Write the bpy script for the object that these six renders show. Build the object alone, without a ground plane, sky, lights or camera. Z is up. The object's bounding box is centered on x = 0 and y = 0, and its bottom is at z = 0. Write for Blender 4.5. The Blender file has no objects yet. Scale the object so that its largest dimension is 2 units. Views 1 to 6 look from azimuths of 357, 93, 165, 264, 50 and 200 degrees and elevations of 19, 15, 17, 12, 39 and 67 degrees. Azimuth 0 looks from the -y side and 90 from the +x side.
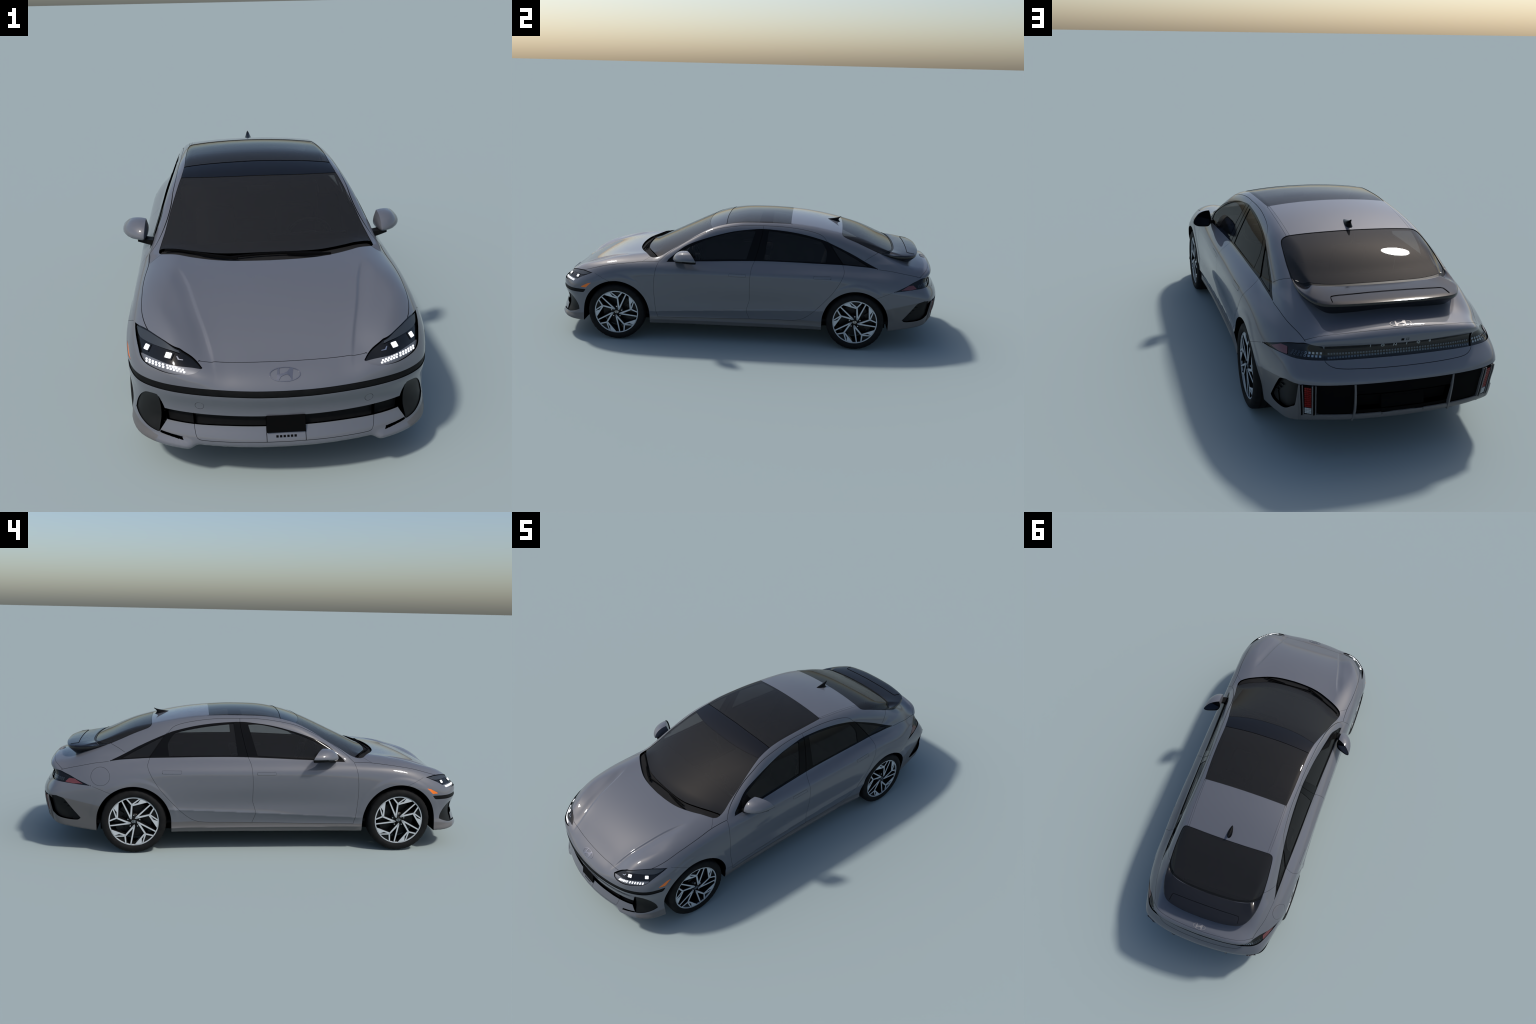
import numpy as np
class Sp:
    """natural cubic spline, linear extrapolation"""
    def __init__(s,xs,ys):
        x=np.array(xs,float);y=np.array(ys,float);n=len(x);h=np.diff(x)
        A=np.zeros((n,n));r=np.zeros((n,)+y.shape[1:]);A[0,0]=A[-1,-1]=1
        for i in range(1,n-1):
            A[i,i-1]=h[i-1];A[i,i]=2*(h[i-1]+h[i]);A[i,i+1]=h[i]
            r[i]=6*((y[i+1]-y[i])/h[i]-(y[i]-y[i-1])/h[i-1])
        s.x,s.y,s.h,s.m=x,y,h,np.linalg.solve(A,r)
    def __call__(s,q):
        q=np.asarray(q,float);x,y,h,m=s.x,s.y,s.h,s.m
        qc=np.clip(q,x[0],x[-1]);i=np.clip(np.searchsorted(x,qc)-1,0,len(x)-2)
        a=(x[i+1]-qc)/h[i];b=1-a;hh=h[i]**2/6;lo,hi=q-qc,q-qc
        if y.ndim>1: a,b,hh,lo=(t[...,None] for t in (a,b,hh,lo))
        v=a*y[i]+b*y[i+1]+((a**3-a)*m[i]+(b**3-b)*m[i+1])*hh
        sl0=(y[1]-y[0])/h[0]-h[0]*(2*m[0]+m[1])/6;sl1=(y[-1]-y[-2])/h[-1]+h[-1]*(2*m[-1]+m[-2])/6
        return v+np.minimum(lo,0)*sl0+np.maximum(lo,0)*sl1
def smax(a,b,k):
    h=np.maximum(k-np.abs(a-b),0)/k
    return np.maximum(a,b)+h*h*k*.25
def smin(a,b,k): return -smax(-a,-b,k)
def step(a,b,x):
    t=np.clip((x-a)/(b-a),0,1);return t*t*t*(t*(6*t-15)+10)
def bump(c,w,x): return np.exp(-((x-c)/w)**2)

# ---------------- greenhouse: windscreen, roof and rear glass line on the centre plane
roof_line=Sp([-.70,-.62,-.56,-.50,-.40,-.30,-.207,-.107,-.03,.05,.13,.227,.35,.496,.60,.70,.758,.85,.95],
             [.345,.390,.422,.4515,.499,.5455,.5835,.6112,.6235,.6275,.6275,.6212,.6066,.5768,.5475,.505,.478,.433,.38])
bow=Sp([-.7,-.45,-.30,-.17,-.10,.0,.2,.5,.7,.9],[1.08,1.0,.82,.53,.34,.05,0,0,0,0])      # how far the windscreen wraps back, per x^2
crown=Sp([-.7,-.3,-.17,-.1,.1,.3,.5,.62,.70,.8,.9],[.02,.04,.09,.18,.27,.24,.21,.2,.2,.2,.2])     # roof crown, per x^2
def roof(x,y): return roof_line(y-bow(y)*x*x)-crown(y)*x*x-.6*x**4
glass_base=Sp([-.62,-.48,-.39,-.2,.05,.3,.494,.60,.70,.80,.90],[.338,.338,.337,.333,.331,.326,.317,.309,.298,.283,.265])
glass_lean=Sp([-.62,-.4,-.2,.05,.3,.5,.7,.9],[.30,.30,.32,.34,.36,.36,.36,.36])
def glass_side(y,z):
    d=z-.43
    return glass_base(y)-np.where(d>0,glass_lean(y)*d+.42*d*d,.15*d+3*d*d)
# ---------------- lower body: half width over height for a ladder of stations (z rows)
zs=[.06,.095,.135,.18,.22,.26,.30,.34,.38,.41,.43,.46]
sec={ # y : half widths at zs
-.80:[.384,.387,.388,.386,.386,.387,.388,.372,.340,.300,.255,.19],
-.65:[.372,.377,.382,.384,.3855,.386,.387,.380,.363,.330,.285,.22],
-.45:[.356,.364,.370,.379,.3805,.3825,.384,.382,.371,.346,.316,.25],
-.20:[.348,.357,.362,.373,.3735,.378,.3835,.385,.377,.352,.328,.27],
 .10:[.348,.357,.362,.372,.3735,.379,.385,.386,.378,.351,.326,.27],
 .35:[.354,.364,.371,.379,.3815,.385,.3875,.387,.378,.348,.321,.27],
 .56:[.372,.378,.385,.388,.3895,.390,.3885,.3825,.364,.331,.305,.25],
 .72:[.354,.360,.366,.372,.378,.380,.379,.364,.334,.299,.275,.22],
 .88:[.318,.328,.338,.343,.345,.346,.335,.308,.282,.26,.24,.2],
}
_y=sorted(sec);_g=Sp(_y,np.array([sec[k] for k in _y]))   # rows vary over y
def side_raw(y,z):
    w=_g(y)                       # n x 12
    zz=np.array(zs);n=len(zz);h=np.diff(zz)
    # cubic through the section (natural), vectorised
    key=side_raw._A
    m=w@key.T
    q=np.clip(z,zz[0],zz[-1]);i=np.clip(np.searchsorted(zz,q)-1,0,n-2);r=np.arange(len(q))
    a=(zz[i+1]-q)/h[i];b=1-a
    return a*w[r,i]+b*w[r,i+1]+((a**3-a)*m[r,i]+(b**3-b)*m[r,i+1])*h[i]**2/6
def _mk():
    x=np.array(zs);n=len(x);h=np.diff(x);A=np.eye(n);B=np.zeros((n,n))
    for i in range(1,n-1):
        A[i,i-1]=h[i-1];A[i,i]=2*(h[i-1]+h[i]);A[i,i+1]=h[i]
        B[i,i-1]=6/h[i-1];B[i,i]=-6/h[i]-6/h[i-1];B[i,i+1]=6/h[i]
    return np.linalg.solve(A,B)
side_raw._A=_mk()
WHEELS=((-.648,.143,.170),(.566,.141,.1675))          # arch centres (y, z) and radii
def arch_gap(y,z):
    """distance outside the nearest wheel arch opening"""
    d=None
    for cy,cz,r in WHEELS:
        q=np.where(z>cz,np.hypot(y-cy,z-cz),np.abs(y-cy))-r
        d=q if d is None else np.minimum(d,q)
    return d
def side(y,z):
    x=side_raw(y,z)
    x=x+.0026*(1-step(.018,.040,arch_gap(y,z)))*step(.14,.21,z)                      # flat band round the arches
    on=step(-.50,-.44,y)*(1-step(.38,.46,y))
    x=x+on*.0065*np.exp(-np.abs(z-(.181+.05*y))/.016)                # door crease
    x=x+on*.0075*np.exp(-np.abs(z-.112)/.011)                        # sill ledge
    return x
# ---------------- hood
hood_line=Sp([-1.03,-.992,-.969,-.934,-.88,-.80,-.70,-.58,-.5,-.4],[.256,.273,.286,.301,.333,.374,.407,.4285,.438,.449])
crease=Sp([-.99,-.925,-.866,-.777,-.70,-.64,-.58],[.157,.167,.181,.205,.222,.238,.260])   # hood crease runs outward to the rear
def hood(x,y):
    f=step(-.97,-.80,y)
    base=hood_line(y)
    ax=np.abs(x)
    v=-.10*f*x*x-.0045*step(-.99,-.86,y)*(step(-.006,.006,ax-crease(y))-.9*step(0,.05,ax-crease(y)))*(1-step(-.68,-.57,y))
    fender=.019*step(-.99,-.90,y)*(1-.55*step(-.88,-.72,y))*(1-.35*step(-.68,-.5,y))*bump(.265+.05*step(-.92,-.74,y),.045+.03*step(-.95,-.80,y),ax)
    return base+v+fender
front_plan=Sp([0,.08,.16,.24,.31,.36,.40,.44],[0,.004,.017,.040,.076,.128,.20,.28])  # how far the nose falls back over half width
front_line=Sp([.06,.10,.12,.15,.18,.205,.237,.2533,.27,.30,.34],[-.985,-.997,-.9985,-.985,-.980,-.984,-.9955,-.9950,-.988,-.965,-.92])
front_outer=Sp([.06,.10,.12,.15,.18,.205,.237,.2533,.27,.30,.34],[-.985,-.997,-.9985,-.985,-.980,-.984,-.9955,-.9955,-.9965,-.991,-.958])
def front(x,z):
    u=step(.12,.22,np.abs(x))*(1-.75*step(.25,.35,np.abs(x)))
    lip=.013*step(.200,.246,np.abs(x))*(1-step(.094,.124,z))         # lower winglets
    return front_line(z)*(1-u)+front_outer(z)*u+front_plan(np.abs(x))-lip
rear_plan=Sp([0,.10,.20,.27,.31,.345,.38,.42],[0,.004,.017,.037,.056,.083,.135,.21])
rear_line=Sp([.06,.10,.13,.18,.22,.265,.2968,.323,.345,.367,.385,.40,.45],[.93,.965,.978,.990,.997,1.0,.980,.962,.957,.9645,.966,.960,.915])
def rear(x,z): return rear_line(z)-rear_plan(np.abs(x))*(1-.30*step(.35,.39,z))
deck_line=Sp([.55,.65,.70,.76,.82,.87,.91,.93,.95,.97],[.545,.513,.491,.460,.433,.415,.4065,.4025,.399,.395])
def deck(x,y): return deck_line(y)-(.16+.22*step(.7,.9,y))*x*x-.6*x**4
floor=Sp([-1.0,-.90,-.80,-.6,-.4,0,.4,.56,.74,.87,1.0],[.094,.092,.094,.090,.088,.088,.091,.093,.098,.116,.146])
def slope(f,p,q,e=.004): return np.sqrt(1+((f(p+e,q)-f(p-e,q))/(2*e))**2)
def body(P):
    x=np.abs(P[:,0]);y=P[:,1];z=P[:,2]
    s=(x-side(y,z))*.92
    w=step(-.48,-.25,y)
    h=(z-(hood(x,np.minimum(y,-.2))*(1-w)+w*smin(.462+0*x,deck(x,np.maximum(y,.5))-.012,.03)))*.93
    fr=(front(x,z)-y)/slope(front,x,z);rr=(y-rear(x,z))/slope(rear,x,z)
    low=smax(s,h,.05)
    g=(x-glass_side(y,z))*.92
    r=(z-roof(x,y))*.9
    dk=(z-deck(x,y))*.9
    m=1-step(.19,.268,x);t=step(.52+.25*m,.70+.15*m,y)
    r=r*(1-t)+dk*t
    k=.028+.005*step(-.3,0,y)+.025*step(.40,.6,y)
    gh=smax(g,r,k)
    gh=smax(gh,-.60-y,.01)
    a=smin(low,gh,.014+.03*step(.45,.7,y))
    a=smax(a,fr,.04)
    a=smax(a,rr,.022)
    fl=floor(y)+.010*(1-step(-.93,-.88,y))*(1-step(.205,.235,x))
    return smax(a,(fl-z),.008)
import bpy, bmesh, math, random
from mathutils import Vector, Matrix
from mathutils.geometry import tessellate_polygon
random.seed(7)

# =====================================================================  mesh of the skin
def shell_mesh(dy=.0052,dx=.0052,dz=.0055):
    """right half (x>=0) of the skin: a box grid shot outward onto body()=0"""
    bx,y0,y1,z0,z1=.40,-1.01,1.01,.05,.64
    ny=int(round((y1-y0)/dy));nx=int(round(bx/dx));nz=int(round((z1-z0)/dz))
    Y=np.linspace(y0,y1,ny+1);X=np.linspace(0,bx,nx+1);Z=np.linspace(z0,z1,nz+1)
    vs=[];fs=[]
    def patch(a,b,make,flip):
        A,B=np.meshgrid(a,b,indexing='ij');n0=sum(len(v) for v in vs)
        vs.append(make(A.ravel(),B.ravel()))
        i=np.arange(len(a)-1)[:,None]*len(b)+np.arange(len(b)-1)[None,:];i=i.ravel()+n0
        q=np.stack([i,i+len(b),i+len(b)+1,i+1],1)
        if flip:q=q[:,::-1]
        fs.append(np.vstack([q[:,[0,1,2]],q[:,[0,2,3]]]))
    patch(Y,Z,lambda p,q:np.stack([0*p+bx,p,q],1),False)
    patch(X,Y,lambda p,q:np.stack([p,q,0*p+z1],1),False)
    patch(X,Y,lambda p,q:np.stack([p,q,0*p+z0],1),True)
    patch(X,Z,lambda p,q:np.stack([p,0*p+y0,q],1),False)
    patch(X,Z,lambda p,q:np.stack([p,0*p+y1,q],1),True)
    B=np.vstack(vs);F=np.vstack(fs)
    _,ix,inv=np.unique(np.round(B*1e6).astype(np.int64),axis=0,return_index=True,return_inverse=True)
    inv=inv.ravel();B=B[ix];F=inv[F]
    O=np.stack([0*B[:,0],B[:,1]*.78,0*B[:,0]+.26],1);D=B-O
    lo=np.zeros(len(B));hi=np.full(len(B),1.6)
    for _ in range(22):
        m=(lo+hi)/2;ins=body(O+D*m[:,None])<0
        lo=np.where(ins,m,lo);hi=np.where(ins,hi,m)
    P=O+D*((lo+hi)/2)[:,None];P[B[:,0]==0,0]=0
    return P,F
def gradient(P,e=4e-4):
    n=len(P);b=body(np.vstack([P+k*e*np.eye(3)[i] for i in range(3) for k in (1,-1)])).reshape(3,2,n)
    G=((b[:,0]-b[:,1])/(2*e)).T.copy()
    G[np.abs(P[:,0])<1e-7,0]=0
    return G
def normals(P):
    G=gradient(P);return G/(np.linalg.norm(G,axis=1)[:,None]+1e-12)
def settle(P,n=2):
    """pull points onto the skin"""
    P=P.copy()
    for _ in range(n):
        G=gradient(P);P-=G*(body(P)/(G**2).sum(1).clip(1e-6))[:,None]
    return P

# =====================================================================  drawing on the skin
PROJ={'side':((0,1,0),(0,0,1)),'top':((1,0,0),(0,1,0)),'front':((1,0,0),(0,0,1)),
      'nose':((.8,.6,0),(0,0,1)),'tail':((.7,-.7,0),(0,0,1)),'rearcorner':((.8,-.6,0),(0,0,1))}
def flat(P,proj):
    M=np.array(PROJ[proj],float).T
    return np.asarray(P,float)@M
def curve(pts,n=7):
    """Catmull-Rom through points (any dimension)"""
    p=np.array(pts,float)
    if len(p)<3:return p
    e=np.vstack([2*p[0]-p[1],p,2*p[-1]-p[-2]]);out=[]
    for i in range(1,len(e)-2):
        t=np.linspace(0,1,n,endpoint=False)[:,None];a,b,c,d=e[i-1],e[i],e[i+1],e[i+2]
        out.append(.5*((2*b)+(c-a)*t+(2*a-5*b+4*c-d)*t*t+(3*b-a-3*c+d)*t**3))
    return np.vstack(out+[p[-1:]])
def loop(*runs):
    """closed outline from smooth runs that meet in corners"""
    out=[]
    for r in runs:
        c=curve(r);out.append(c[:-1] if np.allclose(c[-1],np.array(runs[(runs.index(r)+1)%len(runs)][0])) else c)
    return np.vstack(out)
def rounded(cx,cy,w,h,r,n=6):
    t=np.linspace(0,math.pi/2,n);o=[]
    for k,(sx,sy) in enumerate(((1,1),(-1,1),(-1,-1),(1,-1))):
        a=t+k*math.pi/2;o+=list(zip(cx+sx*(w-r)+r*np.cos(a),cy+sy*(h-r)+r*np.sin(a)))
    return np.array(o)
def ellipse(cx,cy,a,b,n=64):
    t=np.linspace(0,2*math.pi,n,endpoint=False);return np.stack([cx+a*np.cos(t),cy+b*np.sin(t)],1)
def dist(Q,line,closed=False):
    """distance to a polyline, side sign, and whether the foot lies within it"""
    A=line if not closed else np.vstack([line,line[:1]])
    a,b=A[:-1],A[1:];ab=b-a;L=(ab**2).sum(1).clip(1e-14)
    best=np.full(len(Q),1e9);sg=np.ones(len(Q));inn=np.ones(len(Q),bool)
    for s in range(len(a)):
        d=Q-a[s];t=(d@ab[s])/L[s];tc=np.clip(t,0,1);r=d-tc[:,None]*ab[s];q=np.hypot(r[:,0],r[:,1])
        m=q<best
        best[m]=q[m];sg[m]=np.sign(ab[s][0]*d[m,1]-ab[s][1]*d[m,0]+1e-15)
        if not closed:
            inn[m]=~(((s==0)&(t[m]<0))|((s==len(a)-1)&(t[m]>1)))
    return best,sg,inn
def inside(Q,poly):
    c=np.zeros(len(Q),bool);x,y=Q[:,0],Q[:,1];n=len(poly)
    for i in range(n):
        x0,y0=poly[i-1];x1,y1=poly[i]
        if y0==y1:continue
        m=(y0>y)!=(y1>y)
        c^=m&(x<(x1-x0)*(y-y0)/(y1-y0)+x0)
    return c
class Skin:
    def __init__(s): s.V,s.F=shell_mesh();s.seams=[]
    def split(s,d):
        V,F=s.V,s.F
        d=np.where(np.abs(d)<3e-5,0,d);sg=np.sign(np.nan_to_num(d,nan=0.))
        cross=np.stack([sg[F[:,i]]*sg[F[:,(i+1)%3]]<0 for i in range(3)],1);k=cross.sum(1)
        if not k.any():return
        idx=np.nonzero(k)[0]
        E=[];
        for i in range(3):
            f=idx[cross[idx,i]];E.append(np.sort(np.stack([F[f,i],F[f,(i+1)%3]],1),1))
        U=np.unique(np.vstack(E),axis=0);key=U[:,0]*(len(V)+1)+U[:,1]
        t=d[U[:,0]]/(d[U[:,0]]-d[U[:,1]])
        N=V[U[:,0]]*(1-t)[:,None]+V[U[:,1]]*t[:,None]
        mid=N[:,0]<1e-7;N=settle(N,1);N[mid,0]=0
        def vid(a,b):
            q=np.minimum(a,b)*(len(V)+1)+np.maximum(a,b);return np.searchsorted(key,q)+len(V)
        new=[F[k==0]]
        for i in range(3):
            # one crossing edge i,i+1
            f=F[(k==1)&cross[:,i]];a,b,c=f[:,i],f[:,(i+1)%3],f[:,(i+2)%3];m=vid(a,b)
            new+= [np.stack([a,m,c],1),np.stack([m,b,c],1)]
            # lone vertex a: edges a-b and c-a cross
            f=F[(k==2)&cross[:,i]&cross[:,(i+2)%3]];a,b,c=f[:,i],f[:,(i+1)%3],f[:,(i+2)%3];m=vid(a,b);n=vid(c,a)
            new+= [np.stack([a,m,n],1),np.stack([m,b,c],1),np.stack([m,c,n],1)]
        s.V=np.vstack([V,N]);s.F=np.vstack(new)
    def field(s,line,proj,guard,fn,pad=.02):
        """evaluate fn only near the line"""
        Q=flat(s.V,proj);lo,hi=line.min(0)-pad,line.max(0)+pad
        m=guard(s.V)&((Q>lo)&(Q<hi)).all(1)
        d=np.full(len(Q),np.nan);d[m]=fn(Q[m]);return d
    def edge(s,line,proj,guard):
        """cut along a closed outline"""
        def fn(Q):
            b,_,_=dist(Q,line,True);return np.where(inside(Q,line),-b,b)
        s.split(s.field(line,proj,guard,fn))
    def line(s,line,proj,guard):
        def fn(Q):
            b,g,i=dist(Q,line);return np.where(i&(b<.02),b*g,np.nan)
        s.split(s.field(line,proj,guard,fn))
    def seam(s,line,proj,guard,w=.0006,closed=False):
        """cut a thin shut line of half width w"""
        line=np.asarray(line,float)
        if closed:s.edge(line,proj,guard)
        else:s.line(line,proj,guard)
        s.split(s.field(line,proj,guard,lambda Q:dist(Q,line,closed)[0]-w))
        s.seams.append((line,proj,guard,w,closed))

yz=lambda *p:[tuple(q) for q in p]
SIDE=lambda V:(V[:,0]>.20)
TOP=lambda V:V[:,2]>.33
NOSE=lambda V:V[:,1]<-.60
TAIL=lambda V:V[:,1]>.58
skin=Skin()

# ---- shut lines and outlines, as control points read in metres ------------------------------------
door_front=[(-.433,.411),(-.443,.383),(-.450,.336),(-.452,.264),(-.446,.181),(-.436,.126)]
door_top=[(-.433,.411),(-.387,.452),(-.313,.500),(-.245,.537),(-.164,.570),(-.062,.589),(.012,.596),(.088,.597),(.161,.596),(.235,.591),(.309,.581),(.356,.571),(.386,.560),(.402,.547),(.414,.531)]
pillar=[(.088,.597),(.086,.565),(.069,.491),(.052,.431),(.039,.397),(.033,.336),(.032,.233)]
pillar_low=[(.032,.233),(.019,.182),(.033,.134)]
door_base=[(-.436,.126),(-.235,.128),(-.111,.130),(.033,.134),(.162,.136),(.251,.138),(.295,.147),(.334,.172),(.382,.219),(.404,.243),(.451,.299),(.484,.351),(.502,.391),(.500,.410),(.494,.427)]
door_back=[(.494,.427),(.427,.523),(.414,.531)]
hood_side=[(-.433,.411),(-.517,.407),(-.582,.400),(-.643,.392),(-.711,.380),(-.770,.364),(-.830,.346)]
fender_tip=[(-.672,.306),(-.698,.318),(-.759,.345)]
trunk_side=[(.677,.408),(.742,.399),(.816,.382),(.894,.362)]
c_seam=[(.605,.447),(.638,.466),(.674,.4815)]
bumper_tip=[(.640,.266),(.670,.278),(.745,.306)]
glass_line=[(-.389,.4155),(-.384,.424),(-.357,.447),(-.309,.485),(-.250,.513),(-.160,.5425),(-.061,.567),(.038,.580),(.089,.583),(.162,.5795),(.236,.572),(.309,.560),(.383,.542),(.415,.531),(.478,.505),(.550,.472),(.605,.443),(.677,.409)]
belt=[(.677,.409),(.621,.417),(.549,.422),(.494,.425),(.380,.428),(.236,.431),(.095,.4315),(-.058,.427),(-.156,.423),(-.261,.419),(-.382,.4125),(-.389,.4155)]
window_front=loop([(.052,.574),(-.011,.573),(-.110,.552),(-.210,.519),(-.300,.478),(-.338,.456)],[(-.338,.456),(-.346,.425)],[(-.346,.425),(-.256,.425),(-.107,.432),(.010,.437)],[(.010,.437),(.052,.574)])
window_rear=loop([(.117,.576),(.177,.570),(.260,.559),(.330,.546),(.374,.535),(.392,.523),(.414,.487),(.412,.455),(.409,.433)],[(.409,.433),(.236,.436),(.098,.437)],[(.098,.437),(.117,.576)])
window_quarter=loop([(.622,.422),(.550,.459),(.477,.497),(.432,.518)],[(.432,.518),(.497,.430)],[(.497,.430),(.622,.422)])
hood_front=[(-.004,-.935),(.048,-.934),(.097,-.932),(.145,-.928),(.177,-.926),(.200,-.925)]
screen_base=[(-.004,-.581),(.060,-.578),(.115,-.571),(.160,-.559),(.208,-.539),(.250,-.518),(.285,-.498),(.305,-.483)]
screen_side=[(.305,-.483),(.3125,-.468),(.313,-.448),(.307,-.415),(.297,-.378),(.284,-.315),(.269,-.252),(.2505,-.172)]
header_front=[(.2505,-.172),(.200,-.186),(.150,-.1965),(.087,-.204),(.040,-.206),(-.004,-.2065)]
sun_side=[(.2505,-.172),(.2445,-.13),(.240,-.08),(.2385,0),(.236,.10),(.2325,.17),(.228,.228)]
header_back=[(.2415,-.101),(.10,-.1085),(-.004,-.109)]
rear_glass=loop([(-.004,.4965),(.097,.495),(.205,.490),(.228,.4895),(.243,.495),(.250,.510),(.254,.545),(.258,.600),(.2585,.640),(.256,.676),(.245,.702),(.228,.720),(.198,.738),(.138,.752),(.070,.757),(-.004,.759)],[(-.004,.759),(-.004,.4965)])
frame_rear=loop([(-.004,.4955),(.097,.494),(.205,.489),(.230,.4883),(.245,.494),(.2515,.510),(.2555,.545),(.2595,.600),(.2605,.640),(.2605,.679),(.250,.708),(.232,.729),(.200,.747),(.138,.761),(.070,.767),(-.004,.769)],[(-.004,.769),(-.004,.4955)])
wiper_line=[(-.004,-.536),(.08,-.533),(.150,-.521),(.221,-.492),(.270,-.468),(.303,-.448)]
headlight=flat(np.array(loop([(.356,-.762,.3445),(.326,-.818,.348),(.283,-.870,.3415),(.241,-.897,.3305)],[(.241,-.897,.3305),(.217,-.914,.316),(.187,-.935,.2955)],[(.187,-.935,.2955),(.205,-.947,.2885),(.228,-.952,.2845)],[(.228,-.952,.2845),(.266,-.938,.2845),(.303,-.911,.286),(.325,-.888,.2885),(.338,-.864,.296),(.347,-.832,.315),(.356,-.762,.3445)])),'nose')
brow=flat(np.array(loop([(.352,-.774,.3425),(.326,-.822,.3455),(.283,-.874,.3395),(.245,-.899,.3285)],[(.245,-.899,.3285),(.239,-.906,.3235),(.262,-.903,.3275),(.290,-.884,.3285),(.325,-.848,.3285),(.345,-.812,.331),(.352,-.774,.3425)])),'nose')
amber=flat(np.array([(.383,-.775,.2955),(.379,-.790,.293),(.366,-.827,.2700),(.377,-.798,.2695)]),'nose')
strip=flat(np.array(loop([(-.004,-.994,.2525),(.060,-.992,.2528),(.119,-.983,.254),(.194,-.968,.256),(.246,-.951,.2575),(.304,-.921,.2575),(.340,-.890,.258),(.367,-.849,.2595),(.383,-.805,.261)],[(.383,-.805,.261),(.380,-.816,.246),(.376,-.824,.2425)],[(.376,-.824,.2425),(.346,-.886,.2405),(.310,-.918,.240),(.247,-.952,.239),(.194,-.969,.2385),(.118,-.986,.238),(.06,-.993,.2368),(-.004,-.995,.2365)])),'nose')
vent=flat(np.array(loop([(.305,-.919,.2195),(.320,-.906,.2185),(.335,-.890,.213),(.350,-.867,.193),(.361,-.850,.168),(.366,-.846,.148)],[(.366,-.846,.148),(.356,-.866,.138),(.337,-.896,.127),(.319,-.914,.1225),(.303,-.925,.121)],[(.303,-.925,.121),(.305,-.919,.2195)])),'nose')
vent_slit=flat(np.array([(.305,-.919,.2195),(.288,-.918,.181),(.283,-.924,.153),(.303,-.925,.121)]),'nose')
band=loop([(-.004,.180),(.122,.180),(.199,.1802),(.2885,.181)],[(.2885,.181),(.2835,.1535)],[(.2835,.1535),(.218,.1525),(.122,.1545),(-.004,.1545)])
slot=np.array([(.301,.1265),(.248,.1225),(.2445,.1145),(.302,.1205)])
panel=[(.219,.181),(.2185,.165),(.217,.146),(.2135,.128),(.207,.1205),(.190,.1190),(.145,.1195),(.046,.1205),(-.004,.1205)]
taillight=flat(np.array(loop([(.370,.748,.308),(.327,.833,.338),(.300,.876,.3505),(.277,.900,.3595),(.255,.9185,.3605),(.2335,.931,.3605)],[(.2335,.931,.3605),(.2315,.942,.318)],[(.2315,.942,.318),(.270,.930,.3175),(.300,.913,.3175),(.327,.872,.3155),(.350,.813,.3115),(.370,.748,.308)])),'tail')
red_lens=flat(np.array([(.355,.790,.316),(.333,.827,.3335),(.320,.853,.3345),(.324,.870,.3185),(.341,.832,.3145)]),'tail')
light_bar=loop([(-.004,.362),(.06,.3625),(.125,.3635),(.190,.3625),(.2325,.3605)],[(.2325,.3605),(.2305,.318)],[(.2305,.318),(.126,.3205),(-.004,.321)])
trunk_low=[(.2315,.318),(.2285,.3125),(.215,.3035),(.189,.2985),(.123,.297),(.06,.2965),(-.004,.2965)]
duck_line=[(-.004,.9505),(.060,.949),(.145,.942),(.205,.931),(.237,.919),(.262,.902),(.277,.888)]
rear_mouth=loop([(-.004,.2605),(.157,.259),(.264,.2565),(.303,.2565)],[(.303,.2565),(.299,.150)],[(.299,.150),(.260,.156),(.162,.157),(.067,.157),(-.004,.157)])
plate_niche=loop([(-.004,.222),(.148,.223)],[(.148,.223),(.143,.170)],[(.143,.170),(-.004,.170)])
rear_vent=flat(np.array(loop([(.315,.953,.2565),(.340,.942,.2575),(.352,.930,.2585)],[(.352,.930,.2585),(.360,.895,.247),(.363,.873,.224),(.362,.840,.190),(.358,.806,.158)],[(.358,.806,.158),(.353,.820,.1485),(.346,.860,.150),(.338,.905,.160),(.330,.934,.176)],[(.330,.934,.176),(.323,.943,.186),(.315,.953,.2565)])),'rearcorner')
clad_rear=flat(np.array([(.388,.690,.214),(.382,.740,.223),(.369,.867,.248),(.351,.933,.2595)]),'side')
clad_front=[(-.80,.136),(-.86,.128),(-.93,.112),(-.99,.098)]
fuel=ellipse(.711,.348,.0425,.0375);fuel_line=fuel
handles=[rounded(.3945,.371,.0425,.0068,.0025),rounded(-.0295,.366,.0425,.0068,.0025)]
sensor=ellipse(.203,.2045,.0105,.0105,40)

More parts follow.
